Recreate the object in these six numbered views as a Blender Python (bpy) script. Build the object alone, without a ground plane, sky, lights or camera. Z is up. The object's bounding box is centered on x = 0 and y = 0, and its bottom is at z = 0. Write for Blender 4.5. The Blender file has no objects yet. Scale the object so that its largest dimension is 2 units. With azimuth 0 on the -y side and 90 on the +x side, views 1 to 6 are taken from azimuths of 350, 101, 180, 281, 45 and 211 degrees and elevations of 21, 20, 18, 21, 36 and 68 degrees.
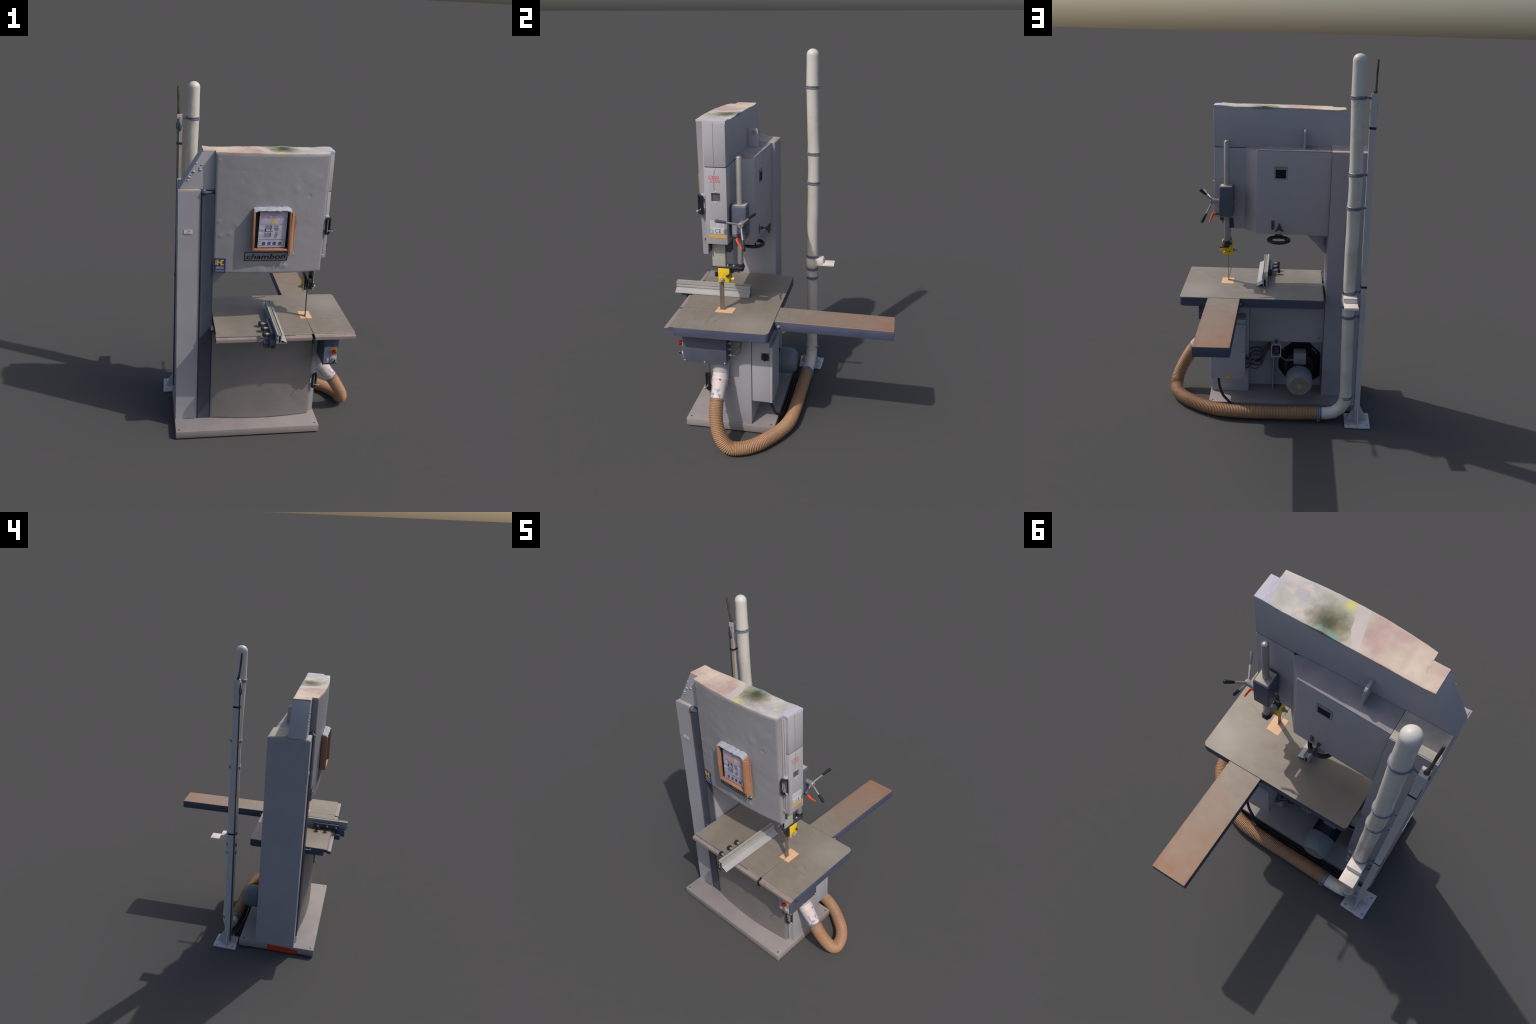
import bpy, bmesh, math, random
from mathutils import Vector, Matrix, noise

random.seed(7)
V = Vector

# ------------------------------------------------------------------ materials
def srgb(r, g, b):
    f = lambda c: (c / 255 / 12.92) if c / 255 <= 0.04045 else ((c / 255 + 0.055) / 1.055) ** 2.4
    return (f(r), f(g), f(b), 1.0)

class Nodes:
    """Thin helper around a node tree."""
    def __init__(self, name):
        self.mat = bpy.data.materials.new(name)
        self.mat.use_nodes = True
        self.t = self.mat.node_tree
        self.t.nodes.clear()
        self.out = self.n('ShaderNodeOutputMaterial')
        self.bsdf = self.n('ShaderNodeBsdfPrincipled')
        self.t.links.new(self.bsdf.outputs[0], self.out.inputs[0])
        self.co = self.n('ShaderNodeTexCoord').outputs['Object']
    def n(self, kind):
        return self.t.nodes.new(kind)
    def link(self, a, b):
        self.t.links.new(a, b)
    def put(self, sock, v):
        if isinstance(v, bpy.types.NodeSocket):
            self.link(v, sock)
        else:
            sock.default_value = v
    def mapped(self, scale=(1, 1, 1), loc=(0, 0, 0), rot=(0, 0, 0)):
        m = self.n('ShaderNodeMapping')
        m.inputs['Scale'].default_value = scale
        m.inputs['Location'].default_value = loc
        m.inputs['Rotation'].default_value = rot
        self.link(self.co, m.inputs['Vector'])
        return m.outputs[0]
    def noise(self, scale, detail=3, rough=0.55, vec=None, distortion=0):
        x = self.n('ShaderNodeTexNoise')
        x.inputs['Scale'].default_value = scale
        x.inputs['Detail'].default_value = detail
        x.inputs['Roughness'].default_value = rough
        x.inputs['Distortion'].default_value = distortion
        self.link(vec or self.co, x.inputs['Vector'])
        return x.outputs['Fac']
    def ramp(self, fac, lo, hi, a=0.0, b=1.0):
        r = self.n('ShaderNodeMapRange')
        r.inputs['From Min'].default_value = lo
        r.inputs['From Max'].default_value = hi
        r.inputs['To Min'].default_value = a
        r.inputs['To Max'].default_value = b
        self.put(r.inputs['Value'], fac)
        return r.outputs[0]
    def math(self, op, a, b=0.0, clamp=False):
        m = self.n('ShaderNodeMath')
        m.operation = op
        m.use_clamp = clamp
        self.put(m.inputs[0], a)
        self.put(m.inputs[1], b)
        return m.outputs[0]
    def mix(self, fac, a, b, blend='MIX'):
        m = self.n('ShaderNodeMix')
        m.data_type = 'RGBA'
        m.blend_type = blend
        self.put(m.inputs['Factor'], fac)
        self.put(m.inputs['A'], a)
        self.put(m.inputs['B'], b)
        return m.outputs['Result']
    def axis(self, which):
        s = self.n('ShaderNodeSeparateXYZ')
        self.link(self.co, s.inputs[0])
        return s.outputs[which]
    def spot(self, centre, radius, soft=1.0, wobble=0.0, stretch=(1, 1, 1)):
        """1 inside an ellipsoid round centre, fading to 0 at its rim."""
        sub = self.n('ShaderNodeVectorMath'); sub.operation = 'SUBTRACT'
        self.link(self.co, sub.inputs[0]); sub.inputs[1].default_value = centre
        mul = self.n('ShaderNodeVectorMath'); mul.operation = 'MULTIPLY'
        self.link(sub.outputs[0], mul.inputs[0]); mul.inputs[1].default_value = stretch
        ln = self.n('ShaderNodeVectorMath'); ln.operation = 'LENGTH'
        self.link(mul.outputs[0], ln.inputs[0])
        d = ln.outputs['Value']
        if wobble:
            d = self.math('ADD', d, self.math('MULTIPLY', self.math('SUBTRACT', self.noise(30, 2), 0.5), wobble))
        return self.math('MAXIMUM', self.ramp(d, radius * (1 - soft), radius, 1, 0), 0.0)
    def finish(self, col, rough=0.5, metal=0.0, bump=None, bump_d=0.001, spec=0.4):
        self.put(self.bsdf.inputs['Base Color'], col)
        self.put(self.bsdf.inputs['Roughness'], rough)
        self.bsdf.inputs['Metallic'].default_value = metal
        self.bsdf.inputs['Specular IOR Level'].default_value = spec
        if bump is not None:
            b = self.n('ShaderNodeBump')
            b.inputs['Strength'].default_value = 0.5
            b.inputs['Distance'].default_value = bump_d
            self.link(bump, b.inputs['Height'])
            self.link(b.outputs[0], self.bsdf.inputs['Normal'])
        return self.mat

def scale_col(c, k):
    return (c[0] * k, c[1] * k, c[2] * k, 1)

def painted(name, col, vary=0.08, rough=0.5, spots=0.0, spot_col=None, scale=9, metal=0, bump_d=0.0008, spec=0.35, tint=None):
    m = Nodes(name)
    n1 = m.noise(scale, 4)
    f = m.ramp(n1, 0.3, 0.7)
    c = m.mix(f, scale_col(col, 1 - vary), tint or scale_col(col, 1 + vary))
    fine = m.noise(180, 2)
    c = m.mix(m.ramp(fine, 0.35, 0.65, 0, 0.25), c, scale_col(col, 1 - vary * 1.5))
    if spots:
        s = m.noise(55, 3, 0.65)
        c = m.mix(m.ramp(s, 0.68 - spots * 0.1, 0.74 - spots * 0.1, 0, 0.8), c, spot_col or scale_col(col, 0.5))
    r = m.ramp(m.noise(25, 3), 0.3, 0.7, rough - 0.07, rough + 0.07)
    return m.finish(c, r, metal, m.noise(60, 3), bump_d, spec)

def plain(name, col, rough=0.5, metal=0.0):
    return painted(name, col, 0.05, rough, metal=metal)

PAINT = srgb(169, 167, 172)
M = {}
M['paint'] = painted('grey_machine_paint', PAINT, 0.04, 0.5)
M['door'] = painted('shaded_door_paint', srgb(151, 150, 154), 0.05, 0.5, scale=5)  # body grey darkened after the baked shading on the front
M['lowdoor'] = painted('warm_lower_door_paint', srgb(132, 126, 123), 0.07, 0.55, -0.35, srgb(116, 104, 96), scale=5)  # darker and warmer than the body paint
M['column'] = painted('shaded_column_paint', srgb(160, 158, 165), 0.05, 0.5, scale=6)  # body grey taken part-way towards the column front's baked shade
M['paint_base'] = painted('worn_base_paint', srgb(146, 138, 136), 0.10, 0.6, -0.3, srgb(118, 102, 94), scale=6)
M['hinge'] = painted('dark_hinge_paint', srgb(72, 75, 88), 0.1, 0.45, 0.05, scale=14)
M['navy'] = painted('navy_paint', srgb(76, 81, 102), 0.10, 0.5, -0.2, srgb(130, 130, 140), scale=12)
M['boxnavy'] = painted('slate_box_paint', srgb(86, 90, 106), 0.1, 0.5, -0.3, srgb(60, 62, 75), scale=12)
M['steel'] = painted('brushed_steel', srgb(165, 160, 158), 0.12, 0.4, 0.2, srgb(110, 95, 85), metal=0.35)
M['blade'] = painted('blade_steel', srgb(120, 108, 100), 0.12, 0.45, 0.2, srgb(80, 65, 55), metal=0.3, scale=25)
M['aluminium'] = painted('extruded_aluminium', srgb(172, 170, 170), 0.08, 0.42, 0.1, srgb(140, 135, 115), metal=0.15)
M['black'] = painted('black_plastic', srgb(40, 42, 48), 0.15, 0.45)
M['darkmetal'] = painted('dark_oily_metal', srgb(62, 64, 74), 0.2, 0.5, 0.3, srgb(110, 100, 95))
M['near_black'] = painted('near_black_fill', srgb(18, 19, 24), 0.1, 0.8)
M['yellow'] = painted('yellow_paint', srgb(232, 196, 40), 0.06, 0.45, 0.15, srgb(170, 130, 30))
M['red'] = painted('red_plastic', srgb(205, 25, 35), 0.06, 0.35)
M['orange'] = painted('orange_plastic', srgb(240, 80, 45), 0.06, 0.4)
M['guard'] = painted('pale_green_guard', srgb(176, 175, 166), 0.06, 0.5, 0.1)
M['copper'] = painted('tan_frame', srgb(166, 120, 94), 0.1, 0.55, -0.2, srgb(140, 95, 70), scale=20)
M['dustwhite'] = painted('dusty_top', srgb(164, 166, 178), 0.14, 0.8, 0.3, srgb(170, 160, 130), scale=40)
def pipe_material():
    m = Nodes('grimy_white_plastic')
    c = m.mix(m.ramp(m.noise(5, 3), 0.3, 0.7), srgb(212, 207, 200), srgb(202, 197, 192))
    streak = m.noise(26, 4, 0.6, m.mapped((1, 1, 0.07)))
    c = m.mix(m.ramp(streak, 0.5, 0.72, 0, 0.55), c, srgb(190, 174, 142))
    c = m.mix(m.ramp(m.noise(7, 3), 0.52, 0.7, 0, 0.55), c, srgb(198, 184, 150))
    c = m.mix(m.ramp(m.noise(16, 4), 0.6, 0.75, 0, 0.4), c, srgb(168, 160, 156))
    c = m.mix(m.ramp(m.noise(70, 3, 0.7), 0.7, 0.76, 0, 0.5), c, srgb(140, 130, 120))
    return m.finish(c, m.ramp(m.noise(20, 3), 0.3, 0.7, 0.32, 0.5), 0, m.noise(30, 3), 0.001)
M['plastic'] = pipe_material()
M['plastic2'] = painted('pink_white_plastic', srgb(214, 200, 198), 0.05, 0.5, -0.2, srgb(120, 125, 150), scale=9)
M['gate'] = painted('bleached_gate_plastic', srgb(232, 220, 208), 0.05, 0.6, 0.2, srgb(200, 170, 130))
M['galv'] = painted('galvanised_clamp', srgb(128, 132, 146), 0.15, 0.4, 0.3, srgb(90, 92, 105), metal=0.3, scale=30)
M['post'] = painted('post_paint', srgb(188, 184, 186), 0.06, 0.5, -0.2, srgb(170, 150, 120))
M['beige'] = painted('beige_post_side', srgb(176, 162, 138), 0.12, 0.7, 0.3, srgb(120, 105, 80), scale=18)
M['motor'] = painted('motor_grey', srgb(120, 126, 134), 0.1, 0.5, 0.4, srgb(95, 88, 75))
M['cable'] = painted('grey_cable', srgb(112, 106, 104), 0.15, 0.6)
M['white'] = painted('label_white', srgb(205, 203, 205), 0.04, 0.5)
M['ochre'] = painted('ochre_label', srgb(215, 165, 85), 0.08, 0.5, 0.2, srgb(180, 130, 60), scale=60)
M['blue'] = painted('label_blue', srgb(50, 62, 120), 0.06, 0.5)
M['teal'] = painted('teal_ink', srgb(70, 150, 165), 0.05, 0.5)
M['ink'] = painted('black_ink', srgb(42, 42, 48), 0.05, 0.5)
M['redink'] = painted('red_ink', srgb(225, 95, 105), 0.08, 0.6)
M['greyink'] = painted('grey_ink', srgb(135, 133, 142), 0.08, 0.6)
M['gold'] = painted('gold_print', srgb(226, 182, 60), 0.06, 0.5)
M['tape'] = painted('red_tape', srgb(190, 62, 36), 0.12, 0.5, 0.3, srgb(150, 40, 25), scale=25)
M['wood'] = painted('wood_insert', srgb(226, 182, 140), 0.06, 0.6, 0.1, srgb(200, 150, 110), scale=30)
M['paper'] = painted('laminated_paper', srgb(184, 182, 198), 0.08, 0.3, scale=22)

def hose_material():
    m = Nodes('tan_corrugated_hose')
    c = m.mix(m.ramp(m.noise(7, 3), 0.3, 0.7), srgb(171, 133, 100), srgb(157, 119, 91))
    c = m.mix(m.ramp(m.noise(120, 2), 0.4, 0.7, 0, 0.4), c, srgb(136, 94, 62))
    return m.finish(c, 0.5, 0, m.noise(90, 2), 0.0008)
M['hose'] = hose_material()

def table_material(name, rusty):
    m = Nodes(name)
    base = srgb(140, 130, 117)
    brushed = m.noise(14, 4, 0.6, m.mapped((1, 2, 1)))
    c = m.mix(m.ramp(brushed, 0.3, 0.7), scale_col(base, 0.92), scale_col(base, 1.06))
    c = m.mix(m.ramp(m.noise(5, 3), 0.5, 0.72, 0, 0.6), c, srgb(156, 146, 133))
    c = m.mix(m.ramp(m.noise(160, 2), 0.62, 0.75, 0, 0.35), c, srgb(190, 182, 170))
    if rusty:
        y = m.axis('Y')
        f = m.math('ADD', m.ramp(y, 0.03, 0.60, 0.08, 0.8), m.math('MULTIPLY', m.math('SUBTRACT', m.noise(11, 4), 0.5), 0.9))
        c = m.mix(m.math('MULTIPLY', f, 0.85, True), c, srgb(152, 112, 84))
        f2 = m.math('MULTIPLY', m.ramp(y, 0.40, 0.62), m.ramp(m.noise(16, 4), 0.45, 0.7))
        c = m.mix(m.math('MULTIPLY', f2, 0.7, True), c, srgb(158, 96, 64))
        edge = m.math('ABSOLUTE', m.math('SUBTRACT', m.axis('X'), 0.252))
        f3 = m.math('MULTIPLY', m.ramp(edge, 0.06, 0.092), m.ramp(m.noise(20, 3), 0.4, 0.6))
        c = m.mix(m.math('MULTIPLY', f3, 0.4, True), c, srgb(140, 100, 74))
    else:
        for ctr, r, k in (((0.196, -0.171, 0.694), 0.02, 0.55), ((0.02, -0.17, 0.694), 0.05, 0.15), ((0.3, -0.4, 0.69), 0.06, 0.12)):
            c = m.mix(m.math('MULTIPLY', m.spot(ctr, r, 0.5, 0.006), k), c, srgb(150, 108, 84))
        # swept scratches and wear bands parallel to the fence
        band = m.noise(9, 1, 0.4, m.mapped((1, 0.02, 1)))
        c = m.mix(m.ramp(band, 0.45, 0.65, 0, 0.3), c, srgb(126, 118, 106))
        # paler patch towards one corner
        c = m.mix(m.math('MULTIPLY', m.spot((0.42, -0.1, 0.69), 0.2, 0.9, 0.03), 0.45), c, srgb(172, 163, 152))
        # browner patch on the column side
        c = m.mix(m.math('MULTIPLY', m.spot((-0.2, -0.2, 0.69), 0.3, 0.8, 0.03), 0.35), c, srgb(132, 122, 108))
    return m.finish(c, m.ramp(m.noise(12, 3), 0.3, 0.7, 0.38, 0.55), 0.1, m.noise(200, 2), 0.0004)
M['table'] = table_material('worn_cast_table', False)
M['exttable'] = table_material('rusty_side_table', True)
M['lip'] = painted('brown_steel_lip', srgb(146, 132, 126), 0.1, 0.5, 0.3, srgb(110, 92, 84), scale=18)

def top_material():
    """Top painted with baked light and scan texture fill: pink, cream, olive, pale strip."""
    m = Nodes('texture_fill_top')
    c = m.mix(m.ramp(m.noise(10, 2), 0.4, 0.62), srgb(206, 198, 190), srgb(184, 178, 178))
    c = m.mix(m.ramp(m.noise(26, 2), 0.5, 0.7, 0, 0.7), c, srgb(216, 200, 182))
    pink = m.math('MULTIPLY', m.ramp(m.axis('X'), -0.03, -0.09), 0.9, True)
    c = m.mix(pink, c, m.mix(m.ramp(m.noise(9, 2), 0.38, 0.62), srgb(188, 154, 146), srgb(206, 186, 168)))
    c = m.mix(m.math('MULTIPLY', m.spot((-0.29, -0.29, 1.702), 0.12, 1.0, 0.06), 0.75), c, srgb(214, 198, 176))
    c = m.mix(m.math('MULTIPLY', m.spot((0.23, -0.27, 1.702), 0.06, 1.0, 0.04), 0.6), c, srgb(160, 164, 150))
    halo = m.spot((0.04, -0.30, 1.702), 0.15, 1.0, 0.09, (1.0, 1.1, 1))
    c = m.mix(m.math('MULTIPLY', halo, 1.1, True), c, srgb(150, 146, 116))
    olive = m.math('MULTIPLY', m.spot((0.048, -0.282, 1.702), 0.10, 1.0, 0.06, (1.0, 1.2, 1)), 1.2, True)
    c = m.mix(olive, c, srgb(78, 80, 60))
    c = m.mix(m.math('MULTIPLY', m.spot((0.02, -0.388, 1.702), 0.035, 1.0, 0.02), 0.95), c, srgb(214, 204, 110))
    c = m.mix(m.math('MULTIPLY', m.spot((0.0, -0.27, 1.702), 0.035, 1.0, 0.02), 0.6), c, srgb(166, 152, 108))
    for x in (0.067, 0.028, 0.002):
        c = m.mix(m.math('MULTIPLY', m.spot((x, -0.245, 1.702), 0.02, 1.0, 0.015), 0.7), c, srgb(110, 180, 165))
    x, y = m.axis('X'), m.axis('Y')
    line = lambda x0, k, y0: m.math('ADD', m.math('MULTIPLY', m.math('SUBTRACT', y, y0), k), x0)
    left = line(-0.055, -0.248, -0.40)
    right = m.math('MINIMUM', line(-0.005, -0.237, -0.40), line(-0.028, -0.618, -0.303))
    strip = m.math('MULTIPLY', m.ramp(m.math('SUBTRACT', x, left), 0.0, 0.002), m.ramp(m.math('SUBTRACT', right, x), 0.0, 0.002))
    c = m.mix(strip, c, srgb(198, 186, 180))
    cap = m.ramp(m.math('SUBTRACT', x, line(0.264, -0.16, -0.249)), 0.0, 0.003)
    c = m.mix(cap, c, m.mix(m.noise(16, 2), srgb(196, 190, 196), srgb(184, 182, 196)))
    return m.finish(c, 0.75, 0, m.noise(40, 3), 0.0015)
M['top'] = top_material()
M['ledge'] = painted('cream_dusty_ledge', srgb(180, 170, 158), 0.14, 0.8, 0.2, srgb(160, 136, 104), scale=22)
M['ledge2'] = painted('grey_dusty_ledge', srgb(150, 145, 150), 0.14, 0.75, 0.1, scale=14)

# ------------------------------------------------------------------ geometry helpers
def shade(me, angle=35):
    bm = bmesh.new(); bm.from_mesh(me)
    for f in bm.faces:
        f.smooth = True
    lim = math.radians(angle)
    for e in bm.edges:
        e.smooth = not (len(e.link_faces) == 2 and e.calc_face_angle(0) > lim)
    bm.to_mesh(me); bm.free()

ROOT = None
def part(name, bm, mat, parent=None, origin=None, angle=35, stuff=False):
    bmesh.ops.recalc_face_normals(bm, faces=bm.faces)
    me = bpy.data.meshes.new(name)
    bm.to_mesh(me); bm.free()
    shade(me, angle)
    for mm in (mat if isinstance(mat, (list, tuple)) else [mat]):
        me.materials.append(mm)
    if origin is None:
        lo = [min(v.co[i] for v in me.vertices) for i in range(3)]
        hi = [max(v.co[i] for v in me.vertices) for i in range(3)]
        origin = [(a + b) / 2 for a, b in zip(lo, hi)]
    origin = V(origin)
    me.transform(Matrix.Translation(-origin))
    ob = bpy.data.objects.new(name, me)
    bpy.context.scene.collection.objects.link(ob)
    p = parent or ROOT
    ob.parent = p
    ob["w"] = list(origin)
    ob.location = origin - (V(p["w"]) if p else V())
    if stuff:
        ob["kind"] = "stuff"
    return ob

def new():
    return bmesh.new()

def box(bm, x0, x1, y0, y1, z0, z1, bev=0.0, seg=2, mi=0):
    vs = [bm.verts.new((x, y, z)) for x in (x0, x1) for y in (y0, y1) for z in (z0, z1)]
    idx = [(0, 1, 3, 2), (4, 6, 7, 5), (0, 4, 5, 1), (2, 3, 7, 6), (0, 2, 6, 4), (1, 5, 7, 3)]
    fs = [bm.faces.new([vs[i] for i in q]) for q in idx]
    for f in fs:
        f.material_index = mi
    if bev:
        es = {e for f in fs for e in f.edges}
        bmesh.ops.bevel(bm, geom=list(es), offset=bev, segments=seg, affect='EDGES', profile=0.5, material=-1)
    return vs

def prism(bm, pts, axis, a, b, bev=0.0, seg=2, mi=0):
    """Extrude a 2D outline along an axis. pts are the other two coordinates in xyz order."""
    def mk(p, t):
        c = list(p); c.insert(axis, t); return c
    A = [bm.verts.new(mk(p, a)) for p in pts]
    B = [bm.verts.new(mk(p, b)) for p in pts]
    n = len(pts)
    fs = [bm.faces.new(A), bm.faces.new(B[::-1])]
    for i in range(n):
        fs.append(bm.faces.new([A[i], B[i], B[(i + 1) % n], A[(i + 1) % n]]))
    for f in fs:
        f.material_index = mi
    if bev:
        es = {e for f in fs for e in f.edges}
        bmesh.ops.bevel(bm, geom=list(es), offset=bev, segments=seg, affect='EDGES', profile=0.5, material=-1)

def frames(pts):
    """Parallel-transport frames along a polyline."""
    T = []
    for i in range(len(pts)):
        a = pts[max(i - 1, 0)]; b = pts[min(i + 1, len(pts) - 1)]
        T.append((b - a).normalized())
    n = T[0].orthogonal().normalized()
    out = []
    for t in T:
        n = (n - t * n.dot(t)).normalized()
        out.append((t, n, t.cross(n)))
    return out

def spline(ctrl, n):
    """Catmull-Rom through control points, resampled evenly by arc length."""
    P = [V(c) for c in ctrl]
    P = [P[0] * 2 - P[1]] + P + [P[-1] * 2 - P[-2]]
    raw = []
    for i in range(1, len(P) - 2):
        for k in range(24):
            t = k / 24
            a, b, c, d = P[i - 1:i + 3]
            raw.append(0.5 * ((2 * b) + (c - a) * t + (2 * a - 5 * b + 4 * c - d) * t * t + (3 * b - a - 3 * c + d) * t ** 3))
    raw.append(P[-2])
    L = [0]
    for i in range(1, len(raw)):
        L.append(L[-1] + (raw[i] - raw[i - 1]).length)
    out, j = [], 0
    for k in range(n + 1):
        s = L[-1] * k / n
        while j < len(L) - 2 and L[j + 1] < s:
            j += 1
        u = (s - L[j]) / max(L[j + 1] - L[j], 1e-9)
        out.append(raw[j].lerp(raw[j + 1], u))
    return out, L[-1]

def tube(bm, pts, rad, seg=16, cap=True, wob=None, mi=0):
    pts = [V(p) for p in pts]
    F = frames(pts)
    rings = []
    for i, p in enumerate(pts):
        t, n, b = F[i]
        r = rad(i / (len(pts) - 1)) if callable(rad) else rad
        ring = []
        for k in range(seg):
            a = 2 * math.pi * k / seg
            d = n * math.cos(a) + b * math.sin(a)
            rr = r + (wob(p + d * r) if wob else 0)
            ring.append(bm.verts.new(p + d * rr))
        rings.append(ring)
    for A, B in zip(rings, rings[1:]):
        for k in range(seg):
            bm.faces.new([A[k], A[(k + 1) % seg], B[(k + 1) % seg], B[k]]).material_index = mi
    if cap:
        bm.faces.new(rings[0][::-1]).material_index = mi
        bm.faces.new(rings[-1]).material_index = mi

def rod(bm, a, b, r, seg=20, bev=0.0, mi=0):
    a, b = V(a), V(b)
    if bev:
        d = (b - a).normalized() * bev
        L = (b - a).length
        pts = [a, a + d, b - d, b]
        rr = [r - bev, r, r, r - bev]
        F = frames([a, b])
        t, n, bb = F[0]
        rings = [[bm.verts.new(p + (n * math.cos(2 * math.pi * k / seg) + bb * math.sin(2 * math.pi * k / seg)) * q) for k in range(seg)] for p, q in zip(pts, rr)]
        for A, B in zip(rings, rings[1:]):
            for k in range(seg):
                bm.faces.new([A[k], A[(k + 1) % seg], B[(k + 1) % seg], B[k]]).material_index = mi
        bm.faces.new(rings[0][::-1]).material_index = mi
        bm.faces.new(rings[-1]).material_index = mi
    else:
        tube(bm, [a, b], r, seg, True, None, mi)

def turned(bm, a, b, prof, seg=24, mi=0):
    """Surface of revolution from a to b; prof = [(t, radius), ...]."""
    a, b = V(a), V(b)
    t, n, bb = frames([a, b])[0]
    rings = []
    for u, r in prof:
        p = a.lerp(b, u)
        rings.append([bm.verts.new(p + (n * math.cos(2 * math.pi * k / seg) + bb * math.sin(2 * math.pi * k / seg)) * max(r, 1e-4)) for k in range(seg)])
    for A, B in zip(rings, rings[1:]):
        for k in range(seg):
            bm.faces.new([A[k], A[(k + 1) % seg], B[(k + 1) % seg], B[k]]).material_index = mi
    bm.faces.new(rings[0][::-1]).material_index = mi
    bm.faces.new(rings[-1]).material_index = mi

def blob(bm, c, r, squash=(1, 1, 1), mi=0):
    res = bmesh.ops.create_icosphere(bm, subdivisions=2, radius=r)
    for v in res['verts']:
        v.co = V((v.co.x * squash[0], v.co.y * squash[1], v.co.z * squash[2])) + V(c)

def patch(bm, mapf, u0, u1, v0, v1, lift, thick=0.0008, nu=1, nv=1, mi=0):
    """Thin label on a surface: mapf(u, v, h) gives the point h above the surface."""
    top = [[bm.verts.new(mapf(u0 + (u1 - u0) * i / nu, v0 + (v1 - v0) * j / nv, lift)) for j in range(nv + 1)] for i in range(nu + 1)]
    bot = [[bm.verts.new(mapf(u0 + (u1 - u0) * i / nu, v0 + (v1 - v0) * j / nv, lift - thick)) for j in range(nv + 1)] for i in range(nu + 1)]
    for i in range(nu):
        for j in range(nv):
            bm.faces.new([top[i][j], top[i + 1][j], top[i + 1][j + 1], top[i][j + 1]]).material_index = mi
            bm.faces.new([bot[i][j], bot[i][j + 1], bot[i + 1][j + 1], bot[i + 1][j]]).material_index = mi
    def side(seq_t, seq_b):
        for k in range(len(seq_t) - 1):
            bm.faces.new([seq_t[k], seq_b[k], seq_b[k + 1], seq_t[k + 1]]).material_index = mi
    side([r[0] for r in top], [r[0] for r in bot])
    side([r[-1] for r in top][::-1], [r[-1] for r in bot][::-1])
    side(top[0][::-1], bot[0][::-1])
    side(top[-1], bot[-1])

def outline(bm, mapf, u0, u1, v0, v1, w, lift, mi=0, nu=6):
    patch(bm, mapf, u0, u1, v0, v0 + w, lift, nu=nu, mi=mi)
    patch(bm, mapf, u0, u1, v1 - w, v1, lift, nu=nu, mi=mi)
    patch(bm, mapf, u0, u0 + w, v0 + w, v1 - w, lift, nu=1, mi=mi)
    patch(bm, mapf, u1 - w, u1, v0 + w, v1 - w, lift, nu=1, mi=mi)

def disc(bm, mapf, u, v, r, lift, inner=0.0, seg=24, thick=0.0008):
    for k in range(seg):
        a0, a1 = 2 * math.pi * k / seg, 2 * math.pi * (k + 1) / seg
        q = [(r, a0), (r, a1), (inner, a1), (inner, a0)] if inner else [(r, a0), (r, a1), (0, a1)]
        bm.faces.new([bm.verts.new(mapf(u + p * math.cos(a), v + p * math.sin(a), lift)) for p, a in q])

def lettering(bm, text, mapf, u0, u1, v0, v1, lift, shear=0.0, bold=0.0, mi=0, thick=0.0008):
    """Text in the built-in font, fitted to a rectangle of a surface."""
    cu = bpy.data.curves.new('t', 'FONT')
    cu.body = text
    cu.shear = shear
    cu.offset = bold
    cu.resolution_u = 3
    ob = bpy.data.objects.new('t', cu)
    bpy.context.scene.collection.objects.link(ob)
    dg = bpy.context.evaluated_depsgraph_get()
    me = bpy.data.meshes.new_from_object(ob.evaluated_get(dg))
    bpy.data.objects.remove(ob); bpy.data.curves.remove(cu)
    xs = [v.co.x for v in me.vertices]; ys = [v.co.y for v in me.vertices]
    ax, bx, ay, by = min(xs), max(xs), min(ys), max(ys)
    vs = [bm.verts.new(mapf(u0 + (u1 - u0) * (v.co.x - ax) / (bx - ax), v0 + (v1 - v0) * (v.co.y - ay) / (by - ay), lift)) for v in me.vertices]
    for p in me.polygons:
        try:
            bm.faces.new([vs[i] for i in p.vertices]).material_index = mi
        except ValueError:
            pass
    bpy.data.meshes.remove(me)

def lerp(a, b, t):
    return a + (b - a) * t

def nz(p, s, seed=0.0):
    return noise.noise(V(p) * s + V((seed, seed * 1.7, -seed)))

# ------------------------------------------------------------------ the saw
ROOT = bpy.data.objects.new('band_saw', None)
bpy.context.scene.collection.objects.link(ROOT)
ROOT["w"] = [0, 0, 0]
ROOT["label"] = "grey industrial band saw with table and dust extraction pipe"
ROOT["category"] = "band saw"

# ---- base plate -----------------------------------------------------------
bm = new()
N = 24
box(bm, -0.529, 0.336, -0.494, 0.008, 0.006, 0.052, 0.004, 2)
base = part('base_plate', bm, M['paint_base'])
for x, y, w in ((-0.49, -0.46, 0.05), (0.285, -0.462, 0.045), (0.285, -0.03, 0.045), (-0.49, -0.03, 0.05), (-0.1, -0.47, 0.03)):
    bm = new(); box(bm, x - w, x + w, y - 0.022, y + 0.022, 0.0, 0.0065, 0.001)
    part('levelling_pad', bm, M['darkmetal'], base)
for x, y in ((-0.508, -0.472), (0.313, -0.47), (0.315, -0.015), (-0.508, -0.02)):
    bm = new(); rod(bm, (x, y, 0.05), (x, y, 0.0528), 0.0045, 12)
    part('anchor_hole_disc', bm, M['near_black'], base)  # dark disc laid on the plate in place of a bolt hole
bm = new()
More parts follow.
